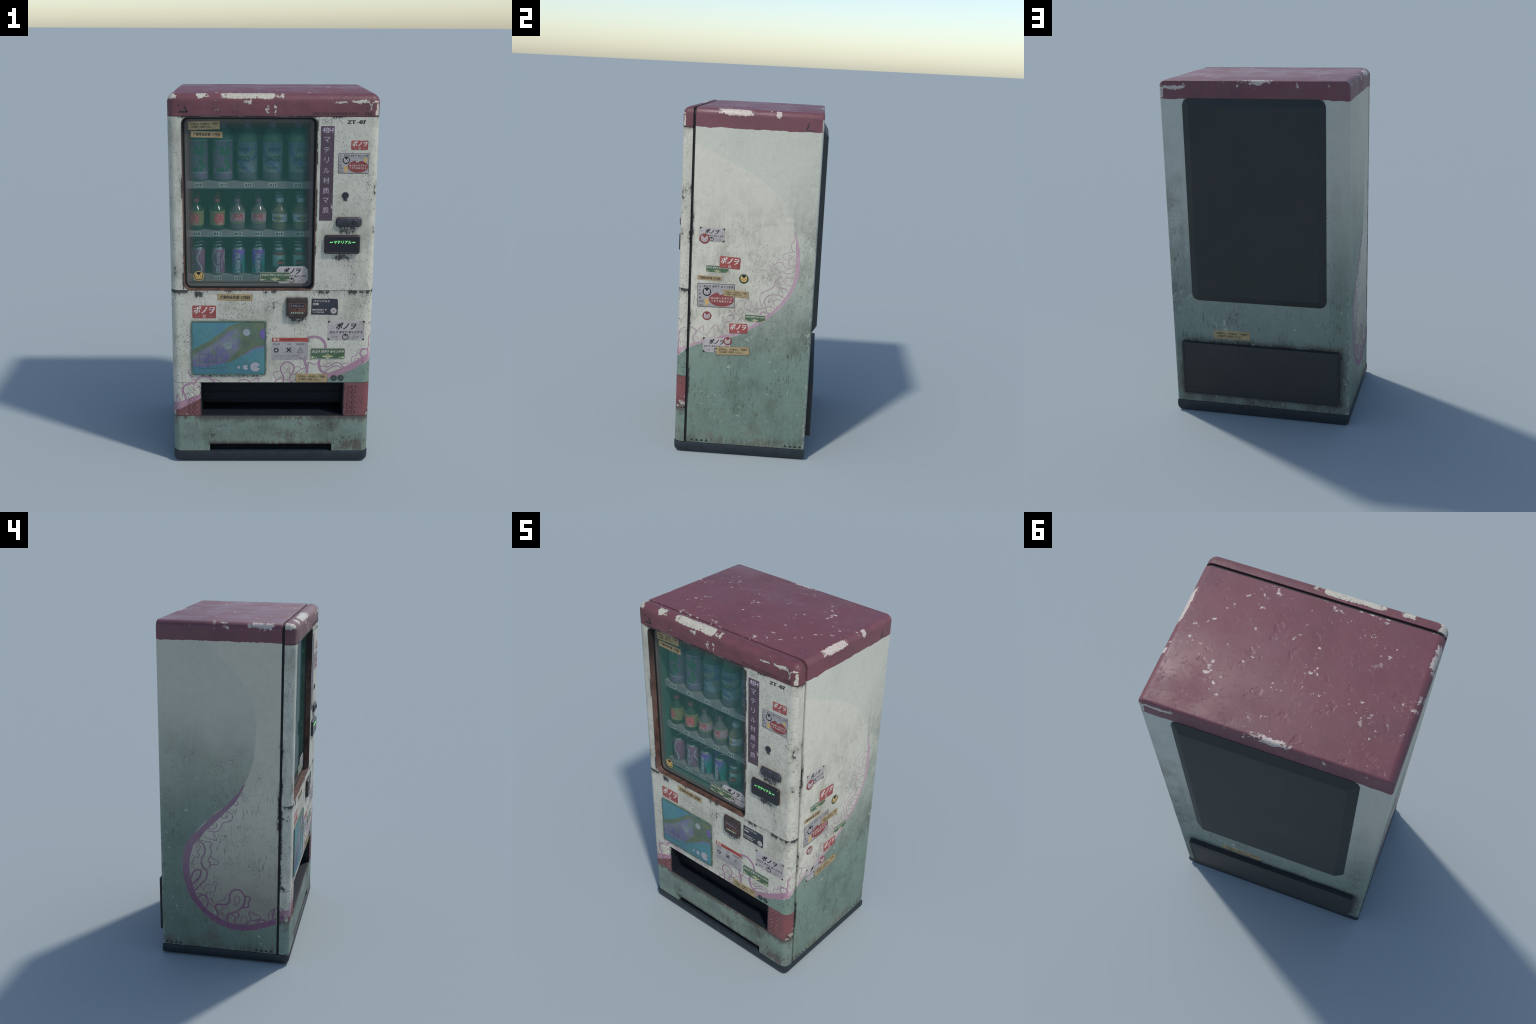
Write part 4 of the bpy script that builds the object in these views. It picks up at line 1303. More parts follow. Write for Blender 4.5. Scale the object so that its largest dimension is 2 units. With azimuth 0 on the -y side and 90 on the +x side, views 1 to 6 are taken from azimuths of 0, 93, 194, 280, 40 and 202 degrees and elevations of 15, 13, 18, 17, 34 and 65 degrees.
def st_white(fr, u, v, w=0.190, h=0.105, rot=0.0, lift=0.0, corners=True, cut=0.016):
    s = Sticker("white_sticker", fr, u, v, rr(w, h, cut, 4, True), M_SWHITE, rot, lift)
    if corners:
        tri = []
        for sx, sy, a in ((1, 1, 0), (-1, 1, 90), (-1, -1, 180), (1, -1, 270)):
            tri.append(moved(slab(corner_tri(0.0135), T0 + 0.0003, -0.0003), sx * w / 2, sy * h / 2, 0, rot=math.radians(a)))
        obj("sticker_corner", join(tri), M_INK, parent=s.ob, world=s.w(0, 0, 0.0))
    s.ink("sticker_lettering", text("ポノヲ", w * 0.56, h * 0.36, bold=0.038, shear=0.22), M_INK, 0, h * 0.24)
    s.ink("sticker_lettering", text("ホロヲ ポギド ホインチキ", w * 0.91, h * 0.15, bold=0.03, shear=0.2), M_INK, 0, -h * 0.08)
    s.ink("sticker_lettering", join([moved(text("イキ", w * 0.14, h * 0.13, shear=0.15), -w * 0.31), moved(text("ンニ", w * 0.18, h * 0.12, shear=0.15), w * 0.27)]), M_INK, 0, -h * 0.335)
    r = h * 0.155
    s.ink("badge_ring", ringplate(disc(r, 28), disc(r * 0.74, 28), -0.0001, 0.00014), M_INK, -w * 0.015, -h * 0.325)
    s.ink("badge_hair", flat([(-r * 0.45, r * 0.72), (r * 0.45, r * 0.72), (0, r * 0.05)]), M_INK, -w * 0.015, -h * 0.325)
    return s


def st_green(fr, u, v, w=0.184, h=0.061, rot=0.0, lift=0.0):
    s = Sticker("green_sticker", fr, u, v, rr(w, h, 0.006, 3), M_SGREEN, rot, lift)
    s.ink("sticker_border", ringplate(rr(w, h, 0.006, 3), rr(w - 0.0026, h - 0.0026, 0.005, 3), -0.0001, 0.00012), M_PALEINK)
    s.ink("sticker_lettering", text("ホロヲ ポギド ホインチキ", w * 0.93, h * 0.28, bold=0.032, shear=0.2), M_PALEINK, 0, h * 0.19)
    r = h * 0.20
    wing = lambda sx: [(sx * r * 1.1, r * 0.35), (sx * r * 2.7, r * 0.15), (sx * r * 1.8, -r * 0.15), (sx * r * 1.05, -r * 0.35)][::sx]
    s.ink("badge_wing", join([flat(wing(1)), flat(wing(-1))]), M_KEY, 0, -h * 0.26)
    s.ink("badge_ring", ringplate(disc(r, 24), disc(r * 0.75, 24), -0.0001, 0.00014), M_KEY, 0, -h * 0.26)
    s.ink("badge_head", flat([(r * a, r * b) for a, b in ((-0.5, -0.2), (-0.42, 0.45), (-0.1, 0.1), (0.1, 0.1), (0.42, 0.45), (0.5, -0.2), (0, -0.55))]), M_KEY, 0, -h * 0.26)
    for sx in (-1, 1):
        s.ink("sticker_arrow", join([moved(flat(disc(h * 0.085, 14)), 0, 0), moved(flat([(0, h * 0.05), (-sx * h * 0.22, 0), (0, -h * 0.05)][::sx]), -sx * h * 0.1, 0), moved(flat(rr(h * 0.16, h * 0.035, h * 0.01, 1)), -sx * h * 0.36, 0)]), M_KEY, sx * w * 0.445, -h * 0.33)


def st_yellow(fr, u, v, w=0.184, h=0.040, rot=0.0, lift=0.0, two=False):
    s = Sticker("yellow_sticker", fr, u, v, rr(w, h, 0.0012, 2), M_SYEL, rot, lift)
    s.ink("sticker_border", ringplate(rr(w - 0.0045, h - 0.0045, 0.0012, 2), rr(w - 0.0068, h - 0.0068, 0.0008, 2), -0.0001, 0.00012), M_SYEL2)
    if two:
        s.ink("sticker_lettering", text("巨丹居兄乂, 巨丹居兄乂, 丫丹居丹", w * 0.87, h * 0.28, bold=0.025, shear=0.2), M_INK, 0, h * 0.17)
        s.ink("sticker_lettering", text("刀丹居丹 刀回回, 七乂乂.", w * 0.68, h * 0.28, bold=0.025, shear=0.2), M_INK, -w * 0.085, -h * 0.17)
    else:
        s.ink("sticker_lettering", text("尤亜叩业尼亜 刀丹回", w * 0.87, h * 0.56, bold=0.035, shear=0.2), M_INK)


def st_poster(fr, u, v, w=0.156, h=0.102, rot=0.0, lift=0.0):
    s = Sticker("poster_sticker", fr, u, v, rr(w, h, 0.002, 2), M_SGREY, rot, lift)
    s.ink("sticker_border", ringplate(rr(w, h, 0.003, 2), rr(w - 0.026 * w, h - 0.026 * w, 0.002, 2), -0.0001, 0.00012), M_INK)
    s.ink("sticker_lettering", text("ホロヲ ポギド ホインチキ", w * 0.80, h * 0.115, bold=0.035, shear=0.15), M_INK, w * 0.06, h * 0.38)
    s.ink("sticker_rule", flat(rr(w * 0.50, 0.0007, 0.0002, 1)), M_INK, w * 0.11, h * 0.295)
    s.ink("sticker_small_print", join([moved(text("ヌオツ ヨヌネ ヘリキロ オツヲ", w * 0.42, h * 0.05), w * 0.10, h * 0.235), moved(text("モキロ ヌツヌヲ", w * 0.24, h * 0.05), w * 0.02, h * 0.15)]), M_INK)
    for i, ch in enumerate("尤七丹亜刀七"):
        s.ink("sticker_lettering", text(ch, h=h * 0.085, bold=0.015), M_INK, -w * 0.43, h * (0.36 - 0.155 * i))
    for i, ch in enumerate("尤七"):
        s.ink("sticker_lettering", text(ch, h=h * 0.085, bold=0.015), M_INK, -w * 0.365, h * (-0.26 - 0.155 * i))
    splash = lambda sx, sy: [(sx * w * (0.055 + 0.018 * math.sin(3 * a + 1)) * math.cos(a), sy * h * 0.16 * math.sin(a)) for a in (2 * PI * i / 22 for i in range(22))]
    s.ink("sticker_splash", flat(splash(1, 1)), M_GOLD, -w * 0.25, -h * 0.29)
    s.ink("sticker_splash", flat(splash(0.9, 0.7)), M_GOLD, w * 0.38, h * 0.17)
    oval = []
    for i in range(44):
        a = 2 * PI * i / 44
        x, y = 0.335 * w * math.cos(a), 0.30 * h * math.sin(a)
        k = (x + 0.02 * w) / (0.07 * w)
        if y > 0 and abs(k) < 1:
            y -= 0.115 * h * math.sqrt(1 - k * k)
        oval.append((x, y))
    s.ink("sticker_oval", flat(oval), M_OVAL, w * 0.145, -h * 0.155, 1)
    s.ink("sticker_lettering", text("はふめへらそりさ", w * 0.57, h * 0.10, bold=0.014), M_PALEINK, w * 0.145, -h * 0.105, 2)
    s.ink("sticker_lettering", text("くすうなぬうとま", w * 0.53, h * 0.10, bold=0.014), M_PALEINK, w * 0.145, -h * 0.235, 2)
    cat_face(s, h * 0.18, M_INK, M_SWHITE, -w * 0.245, h * 0.145, None, 1)


# front
st_red(FRONT, 0.4325, 1.7485, 0.085, 0.047)
st_red(FRONT, -0.356, 0.8695, 0.1245, 0.0705)
st_poster(FRONT, 0.405, 1.6575, 0.154, 0.1025, -0.012)
st_yellow(FRONT, -0.194, 0.950, 0.1835, 0.0355, -0.022)
st_yellow(FRONT, 0.216, 0.4965, 0.167, 0.0485, -0.012, lift=0.0012, two=True)
st_white(FRONT, 0.394, 0.7665, 0.193, 0.1075)
st_green(FRONT, 0.300, 0.6365, 0.184, 0.061, lift=0.0010)

s = Sticker("plum_banner_sticker", FRONT, 0.271, 1.603, rr(0.067, 0.481, 0.001, 1), M_SPURP)
s.ink("banner_lettering", text("48H", 0.054, 0.0285, bold=0.022), M_LILACINK, 0, 0.219)
for ch, z, w_, h_ in (("マ", 1.7765, 0.030, 0.027), ("テ", 1.7255, 0.030, 0.027), ("リ", 1.674, 0.022, 0.028), ("ル", 1.6215, 0.030, 0.026), ("材", 1.5705, 0.032, 0.031), ("质", 1.518, 0.032, 0.031), ("マ", 1.4675, 0.029, 0.027), ("质", 1.417, 0.032, 0.031)):
    s.ink("banner_lettering", text(ch, w_, h_), M_LILACINK, -0.002, z - 1.603)
s.ink("banner_scuff", join([moved(flat(disc(rng.uniform(0.0006, 0.0018), 7)), rng.uniform(-0.03, 0.03), rng.uniform(-0.238, -0.20)) for _ in range(16)] + [flat([(0.0335, -0.165), (0.022, -0.152), (0.026, -0.163), (0.024, -0.172), (0.0335, -0.182)])]), M_SGREY)

torn = [(-0.0705, -0.043), (0.068, -0.045), (0.0695, -0.020), (0.0705, -0.004), (0.0690, 0.030), (0.066, 0.043), (0.030, 0.0445), (-0.02, 0.0435), (-0.069, 0.0450), (-0.0695, 0.01)]
s = Sticker("navy_sticker", FRONT, 0.2775, 0.899, torn, M_SDARK)
s.ink("sticker_lettering", text("マテリアルド", 0.084, 0.0115, bold=0.02), M_PALEINK, -0.016, 0.0305)
s.ink("sticker_lettering", text("社限!", 0.033, 0.0125, bold=0.03), M_PALEINK, -0.0475, 0.0145)
s.ink("sticker_lettering", text("NOCHPAEAT", 0.061, 0.0095, bold=0.02), M_PALEINK, -0.035, -0.017)
s.ink("sticker_lettering", text("ワヒパPECORR", 0.062, 0.0085, bold=0.015), M_PALEINK, -0.033, -0.030)
s.ink("sticker_arrow", flat([(-0.005, 0), (0.003, -0.005), (0.003, 0.005)]), M_PALEINK, 0.006, -0.017)


def fan(r, n=9, r0=0.25):
    out = []
    for i in range(n):
        a, b = 2 * PI * i / n, 2 * PI * (i + 0.62) / n
        out.append(flat([(r0 * r * math.cos(a), r0 * r * math.sin(a)), (r * math.cos(a - 0.15), r * math.sin(a - 0.15)), (r * math.cos(b - 0.1), r * math.sin(b - 0.1)), (r0 * r * math.cos(b), r0 * r * math.sin(b))]))
    return join(out + [flat(disc(r * 0.15, 10))])


s.ink("sticker_fan", join([fan(0.0165, 10, 0.3)]), M_PALEINK, 0.0475, -0.022)

s = Sticker("warning_sticker", FRONT, 0.098, 0.663, rr(0.192, 0.126, 0.001, 1), M_SGREY)
s.ink("warning_bar", flat(rr(0.192, 0.0225, 0.0005, 1)), M_WARN, 0, 0.0516)
s.ink("warning_lettering", text("警告", 0.034, 0.0155, bold=0.02), M_PALEINK, -0.073, 0.0516, 1)
s.ink("warning_lettering", text("warning.er", 0.082, 0.013, bold=0.005), plain("dark_red_ink", srgb(96, 40, 38), 0.5), -0.012, 0.0516, 1)
for label_, x in (("再利用", -0.072), ("注意", -0.005), ("感電危険", 0.056)):
    s.ink("warning_lettering", text(label_, 0.0105 * len(label_) + 0.002, 0.0105, bold=0.005), plain("slate_ink", srgb(72, 74, 78), 0.5) if "sl" not in _tx else None, x, 0.0265)
arrows = []
for k in range(3):
    a = 2 * PI * k / 3 + PI / 2
    base = flat([(-0.010, 0.0095), (0.006, 0.0095), (0.0105, 0.0035), (0.013, 0.0055), (0.0105, -0.0025), (0.0025, 0.000), (0.0050, 0.0015), (0.0028, 0.0045), (-0.0085, 0.0045)])
    arrows.append(moved(base, 0.0055 * math.cos(a) * 0.6, 0.0055 * math.sin(a) * 0.6, 0, rot=a - PI / 2))
s.ink("recycling_mark", join(arrows), M_INK, -0.073, -0.0075)
bar = flat(rr(0.030, 0.0070, 0.0008, 1))
s.ink("cross_mark", join([moved(bar, rot=PI / 4), moved(flat(rr(0.0115, 0.0070, 0.0005, 1)), 0.0066, -0.0066, rot=-PI / 4), moved(flat(rr(0.0115, 0.0070, 0.0005, 1)), -0.0066, 0.0066, rot=-PI / 4)]), M_INK, -0.0065, -0.006)
s.ink("cross_frame", ringplate(rr(0.0345, 0.0335, 0.0005, 1), rr(0.0325, 0.0315, 0.0005, 1), -0.0001, 0.00012), M_INK, -0.0065, -0.006)
tri3 = lambda r: [(r * math.cos(PI / 2 + 2 * PI * k / 3), r * math.sin(PI / 2 + 2 * PI * k / 3)) for k in range(3)]
s.ink("hazard_triangle", ringplate(tri3(0.0205), tri3(0.0170), -0.0001, 0.00012), M_INK, 0.0545, -0.0115)
s.ink("hazard_mark", join([moved(flat([(-0.0016, 0.009), (0.0016, 0.009), (0.0009, -0.001), (-0.0009, -0.001)][::-1]), 0, 0), moved(flat(disc(0.0013, 8)), 0, -0.0045)]), M_INK, 0.0545, -0.0125)
s.ink("warning_small_print", join([moved(text("このさわり禁止です電気ことになります きけんがあります", 0.142, 0.0055), -0.017, -0.0375), moved(text("さわらないでください まもってください安全", 0.108, 0.0055), -0.034, -0.0455)]), plain("grey_ink", srgb(112, 114, 120), 0.5))
s.ink("warning_code", join([moved(text("禁止電", 0.019, 0.0095), 0.058, -0.0525), moved(ringplate(disc(0.0085, 20), disc(0.0076, 20), -0.0001, 0.00012), 0.083, -0.0505), moved(text("危", 0.007, 0.008), 0.083, -0.0505)]), M_INK)

# stencilled marks on the paint
M_STENCIL = plain("stencil_ink", srgb(48, 50, 52), 0.6, 0.2)
M_FAINT = plain("faint_header_ink", srgb(50, 36, 44), 0.55, 0.15)


def mark(name, me, mat, fr, u, v, rot=0.0, parent=ROOT, d=0.0004):
    me.transform(at(fr, u, v, d, rot))
    obj(name, me, mat, parent=parent)


mark("stencil_code", text("ZT -07", 0.092, 0.0180, bold=0.055), M_STENCIL, FRONT, 0.414, 1.8640)
mark("header_lettering", text("JIDOU HANBAIKI - 02", 0.285, 0.0175), M_FAINT, FRONT, 0.335, 1.9035)
mark("header_tick", flat([(-0.008, -0.007), (-0.002, -0.007), (0.008, 0.007), (0.002, 0.007)]), M_STENCIL, FRONT, 0.483, 1.9035)
tri_mark = lambda: join([flat([(-0.025, 0.0), (-0.0175, 0.012), (-0.0155, 0.025), (-0.025, 0.010)][::-1]), flat([(0.003, 0.004), (0.011, 0.010), (0.027, -0.020), (0.017, -0.020)][::-1]), flat([(-0.019, -0.0155), (0.019, -0.0155), (0.0255, -0.0245), (-0.026, -0.0245)][::-1])])
mark("triangle_mark", tri_mark(), M_FAINT, FRONT, -0.449, 1.9325)
mark("triangle_mark", join([flat([(-0.022, -0.020), (-0.008, 0.022), (-0.006, 0.008), (-0.014, -0.020)][::-1]), flat([(-0.012, -0.024), (0.022, -0.024), (0.018, -0.0205), (-0.006, -0.0205)])]), M_STENCIL, RIGHT, 0.302, 1.928)
M_ETCH = plain("etched_paint", srgb(150, 156, 146), 0.5)
etch = lambda pts: ribbon(pts, 0.0016, lambda u, v, d: (u, v, d), 0.0004, closed=True, smooth=False)
dense = lambda pts: [Vector(p) for p in pts]
mark("etched_hourglass", join([etch(dense([(-0.023, 0.012), (-0.023, -0.012), (0.0, 0.0), (0.023, -0.012), (0.023, 0.012), (0.0, 0.0)]))]), M_ETCH, FRONT, 0.267, 1.8655)
mark("etched_triangle", join([ribbon([Vector(p) for p in ((-0.016, -0.012), (0.0, 0.013), (0.016, -0.012))], 0.0016, lambda u, v, d: (u, v, d), 0.0004, smooth=False)]), M_ETCH, FRONT, 0.329, 1.865)
for cx in (0.336, 0.373):
    mark("fan_mark", fan(0.0175, 9, 0.28), M_STENCIL, FRONT, cx, 0.497, d=0.0012)
tri_up = lambda: flat([(-0.0105, -0.0075), (0.0105, -0.0075), (0.0, 0.0085)])
M_FOOTTRI = plain("foot_mark_ink", srgb(40, 44, 42), 0.6, 0.2)
for y0 in (-0.283, 0.2645):
    for k in range(4):
        mark("foot_triangle", tri_up(), M_FOOTTRI, RIGHT, y0 + k * 0.0285, 0.0815)
        mark("foot_triangle", tri_up(), M_FOOTTRI, LEFT, -(y0 + k * 0.0285 + (0.0 if y0 < 0 else 0.0)), 0.0815)

# on the glass
st_yellow(GLASS, -0.347, 1.8415, 0.159, 0.0425, 0.028, two=True)
st_yellow(GLASS, -0.3345, 1.7965, 0.159, 0.0315, -0.022)
st_white(GLASS, 0.1055, 1.0630, 0.163, 0.0930, 0.010, corners=False, cut=0.017)
st_green(GLASS, 0.0165, 1.0530, 0.155, 0.0500, -0.012, lift=0.0016)
s = Sticker("cat_badge_sticker", GLASS, -0.3845, 1.056, disc(0.0270, 30), M_SDARK)
cat_face(s, 0.0270, M_INK, M_GOLD, 0, 0, M_GOLD)

# right flank
st_white(RIGHT, -0.2055, 1.3075, 0.141, 0.0775, -0.010)
s = Sticker("cat_badge_sticker", RIGHT, -0.247, 1.283, disc(0.0285, 30), M_OVAL, lift=0.0012)
cat_face(s, 0.0275, M_OVAL, M_SWHITE)
st_red(RIGHT, -0.100, 1.1545, 0.115, 0.066, -0.045, lift=0.0012)
st_green(RIGHT, -0.1695, 1.1130, 0.128, 0.0405, 0.0)
st_yellow(RIGHT, -0.212, 1.0590, 0.136, 0.0255, -0.015)
s = Sticker("cat_badge_sticker", RIGHT, -0.019, 1.0665, disc(0.0275, 30), M_SDARK)
cat_face(s, 0.0268, M_INK, M_GOLD, 0, 0, M_SGREEN)
st_poster(RIGHT, -0.1715, 0.9600, 0.211, 0.1375, 0.02)
st_yellow(RIGHT, -0.0595, 0.9780, 0.141, 0.0365, -0.035, lift=0.0016, two=True)
s = Sticker("cat_badge_sticker", RIGHT, -0.219, 0.839, disc(0.0260, 30), M_OVAL)
cat_face(s, 0.0250, M_OVAL, M_SWHITE)
st_green(RIGHT, 0.0535, 0.8415, 0.117, 0.0400, 0.0, lift=0.0012)
st_red(RIGHT, -0.0380, 0.7755, 0.104, 0.0565, 0.035, lift=0.0012)
st_white(RIGHT, -0.1580, 0.6680, 0.156, 0.0870, 0.02, lift=0.0010)
s = Sticker("cat_badge_sticker", RIGHT, -0.096, 0.697, disc(0.0235, 30), M_OVAL, lift=0.0022)
cat_face(s, 0.0228, M_OVAL, M_SWHITE)
st_yellow(RIGHT, -0.0640, 0.6405, 0.186, 0.0465, 0.055, lift=0.0022, two=True)
# back
st_yellow(BACK, -0.1685, 0.5175, 0.220, 0.0535, 0.010, two=True)

# ------------------------------------------------------------------ mural lines
M_BAND_R = mat_line("mural_paint_right", srgb(194, 160, 182), 0.45)
M_LINE_R = mat_line("mural_line_right", srgb(184, 160, 176), 0.90)
M_BAND_L = mat_line("mural_paint_left", srgb(152, 118, 142), 0.14, srgb(130, 80, 120))
M_LINE_L = mat_line("mural_line_left", srgb(154, 120, 144), 0.14, srgb(134, 84, 122))
M_BAND_F = mat_line("mural_paint_front", PURPLE, 0.15)
M_LINE_F = mat_line("mural_line_front", srgb(172, 126, 162), 0.30)
RF, LF = flank(1), flank(-1)
_k = [0]


def line(surf, mat, mm, pts, closed=False):
    _k[0] += 1
    obj("mural_line", ribbon(pts, mm / 1000, surf, 0.00035 + 0.00004 * (_k[0] % 12), closed), mat)


def ring(surf, mat, mm, c, r, ry=None):
    line(surf, mat, mm, [(c[0] + r * math.cos(a), c[1] + (ry or r) * math.sin(a)) for a in (2 * PI * i / 10 for i in range(10))], True)


def band(surf, mat, outer, inner):
    obj("mural_band", strip(outer, inner, surf, 0.0003), mat)


band(RF, M_BAND_R, [(0.259, 1.345), (0.265, 1.318), (0.281, 1.261), (0.288, 1.183), (0.288, 1.129), (0.278, 1.064), (0.252, 1.003), (0.217, 0.941), (0.176, 0.893), (0.13, 0.849), (0.079, 0.806), (0.016, 0.768), (-0.06, 0.730), (-0.15, 0.703), (-0.241, 0.676), (-0.310, 0.648)],
     [(0.257, 1.345), (0.258, 1.318), (0.262, 1.26), (0.266, 1.192), (0.265, 1.118), (0.254, 1.058), (0.233, 1.002), (0.197, 0.947), (0.161, 0.902), (0.124, 0.870), (0.072, 0.828), (0.015, 0.787), (-0.085, 0.745), (-0.155, 0.718), (-0.241, 0.692), (-0.310, 0.666)])
band(RF, M_BAND_R, [(-0.3335, 0.635), (-0.355, 0.622), (-0.376, 0.606)], [(-0.3335, 0.656), (-0.355, 0.645), (-0.376, 0.636)])
R_LINES = lambda mm, *p: line(RF, M_LINE_R, mm * 1.25, list(p))
R_LINES(3, (0.257, 1.347), (0.248, 1.336), (0.254, 1.313), (0.237, 1.282), (0.235, 1.265), (0.244, 1.244), (0.263, 1.24))
R_LINES(3, (0.265, 1.24), (0.239, 1.236), (0.202, 1.222), (0.19, 1.209), (0.208, 1.193), (0.232, 1.194), (0.259, 1.221))
R_LINES(3, (0.223, 1.189), (0.229, 1.165), (0.244, 1.158), (0.272, 1.16))
R_LINES(4, (0.143, 1.154), (0.166, 1.173), (0.195, 1.17), (0.206, 1.144), (0.225, 1.14), (0.263, 1.155))
R_LINES(3, (0.143, 1.154), (0.132, 1.134), (0.138, 1.117), (0.16, 1.106), (0.178, 1.092), (0.182, 1.088))
R_LINES(4.5, (0.144, 1.147), (0.168, 1.126), (0.184, 1.108), (0.178, 1.083), (0.16, 1.067), (0.149, 1.036), (0.135, 1.02), (0.098, 1.0), (0.079, 0.982), (0.076, 0.951), (0.085, 0.922), (0.102, 0.903))
R_LINES(3, (0.188, 1.118), (0.198, 1.123), (0.217, 1.112), (0.246, 1.117), (0.266, 1.135))
R_LINES(3, (0.266, 1.091), (0.228, 1.088), (0.207, 1.08), (0.205, 1.065), (0.216, 1.053), (0.255, 1.041))
R_LINES(5, (0.169, 1.072), (0.173, 1.048), (0.193, 1.029), (0.217, 1.021), (0.235, 1.002))
R_LINES(3, (0.173, 1.048), (0.188, 1.024), (0.201, 1.005), (0.203, 0.98))
R_LINES(4.5, (0.112, 0.914), (0.103, 0.938), (0.107, 0.963), (0.128, 0.982), (0.156, 0.987), (0.19, 0.982), (0.22, 0.966))
R_LINES(4.5, (0.197, 0.954), (0.177, 0.961), (0.156, 0.954), (0.152, 0.936), (0.165, 0.922), (0.179, 0.918))
R_LINES(4.5, (0.166, 0.905), (0.141, 0.916), (0.121, 0.914), (0.103, 0.902), (0.078, 0.9), (0.054, 0.897), (0.04, 0.881))
R_LINES(8, (0.08, 0.866), (0.094, 0.88), (0.118, 0.88), (0.138, 0.87))
R_LINES(5, (-0.088, 0.886), (-0.078, 0.861), (-0.066, 0.846), (-0.07, 0.829), (-0.082, 0.816), (-0.103, 0.81), (-0.115, 0.797), (-0.118, 0.784), (-0.108, 0.763), (-0.093, 0.746))
R_LINES(3, (-0.059, 0.862), (-0.063, 0.887), (-0.052, 0.923), (-0.035, 0.94), (-0.016, 0.936))
R_LINES(5, (-0.008, 0.951), (-0.004, 0.936), (-0.011, 0.919), (-0.006, 0.897), (0.01, 0.889), (0.038, 0.881), (0.052, 0.873))
R_LINES(4, (-0.042, 0.809), (-0.039, 0.825), (-0.024, 0.837), (-0.01, 0.833), (-0.005, 0.821))
R_LINES(3, (-0.115, 0.801), (-0.128, 0.816), (-0.132, 0.832), (-0.126, 0.835), (-0.113, 0.82), (-0.109, 0.804))
R_LINES(3, (-0.268, 0.752), (-0.256, 0.765), (-0.241, 0.778), (-0.235, 0.77), (-0.236, 0.75), (-0.224, 0.732), (-0.212, 0.73), (-0.2, 0.743), (-0.188, 0.773), (-0.17, 0.787), (-0.155, 0.782), (-0.142, 0.76), (-0.119, 0.742), (-0.113, 0.733))
R_LINES(3, (-0.185, 0.775), (-0.172, 0.758), (-0.168, 0.733), (-0.174, 0.714))
R_LINES(3, (-0.156, 0.775), (-0.151, 0.756), (-0.134, 0.738), (-0.129, 0.726))
R_LINES(7, (-0.306, 0.768), (-0.284, 0.754), (-0.277, 0.741), (-0.292, 0.718), (-0.296, 0.698), (-0.285, 0.679))
R_LINES(3, (-0.274, 0.751), (-0.249, 0.737), (-0.224, 0.724), (-0.212, 0.725))
R_LINES(3, (-0.28, 0.718), (-0.267, 0.703), (-0.242, 0.697))
R_LINES(4, (-0.337, 0.763), (-0.358, 0.756), (-0.374, 0.738), (-0.378, 0.712), (-0.37, 0.68), (-0.367, 0.654))
ring(RF, M_LINE_R, 3, (0.23, 1.211), 0.008)
ring(RF, M_LINE_R, 3.5, (0.13, 0.948), 0.007)
ring(RF, M_LINE_R, 3, (-0.028, 0.875), 0.013, 0.019)

band(LF, M_BAND_L, [(-0.121, 1.106), (-0.113, 1.1), (-0.072, 1.04), (-0.032, 0.996), (0.024, 0.938), (0.076, 0.896), (0.125, 0.838), (0.174, 0.787), (0.209, 0.745), (0.232, 0.695), (0.242, 0.639), (0.245, 0.578), (0.24, 0.518), (0.233, 0.483), (0.215, 0.423), (0.185, 0.364), (0.148, 0.321), (0.105, 0.279), (0.062, 0.243), (0.019, 0.221), (-0.027, 0.206), (-0.073, 0.198), (-0.135, 0.201), (-0.196, 0.214), (-0.256, 0.237), (-0.310, 0.258)],
     [(-0.122, 1.106), (-0.121, 1.098), (-0.086, 1.026), (-0.061, 0.987), (-0.006, 0.925), (0.054, 0.863), (0.11, 0.804), (0.148, 0.75), (0.175, 0.724), (0.19, 0.675), (0.203, 0.618), (0.204, 0.554), (0.201, 0.525), (0.192, 0.494), (0.175, 0.43), (0.154, 0.386), (0.111, 0.325), (0.074, 0.295), (0.034, 0.27), (-0.012, 0.25), (-0.043, 0.241), (-0.104, 0.238), (-0.165, 0.244), (-0.21, 0.256), (-0.255, 0.273), (-0.310, 0.302)])
band(LF, M_BAND_L, [(-0.3335, 0.2765), (-0.345, 0.277), (-0.356, 0.279)], [(-0.3335, 0.313), (-0.345, 0.319), (-0.356, 0.322)])
L_LINES = lambda mm, *p: line(LF, M_LINE_L, mm * 1.45, list(p))
L_LINES(2.5, (-0.086, 1.04), (-0.097, 1.035), (-0.108, 1.045), (-0.101, 1.058))
L_LINES(2.5, (-0.057, 0.981), (-0.072, 0.976), (-0.083, 0.988), (-0.078, 1.001))
L_LINES(2.5, (0.016, 0.908), (0.002, 0.894), (-0.013, 0.903), (-0.013, 0.918))
L_LINES(3, (-0.013, 0.935), (-0.039, 0.928), (-0.052, 0.908), (-0.043, 0.884), (-0.017, 0.872), (0.005, 0.863), (0.014, 0.839), (0.028, 0.818), (0.054, 0.807), (0.095, 0.811))
L_LINES(2.5, (0.091, 0.825), (0.061, 0.824), (0.041, 0.841), (0.046, 0.864))
L_LINES(2.5, (0.054, 0.807), (0.058, 0.789), (0.043, 0.77), (0.041, 0.755), (0.054, 0.754), (0.054, 0.766))
L_LINES(2.5, (0.12, 0.78), (0.103, 0.765), (0.076, 0.76), (0.054, 0.756))
L_LINES(3, (0.148, 0.75), (0.125, 0.748), (0.099, 0.742), (0.078, 0.744), (0.071, 0.733), (0.08, 0.716), (0.073, 0.681), (0.083, 0.653), (0.09, 0.628), (0.079, 0.609), (0.085, 0.585), (0.1, 0.573))
L_LINES(3, (0.083, 0.653), (0.062, 0.639), (0.039, 0.633), (0.032, 0.621), (0.04, 0.607), (0.062, 0.605), (0.077, 0.599))
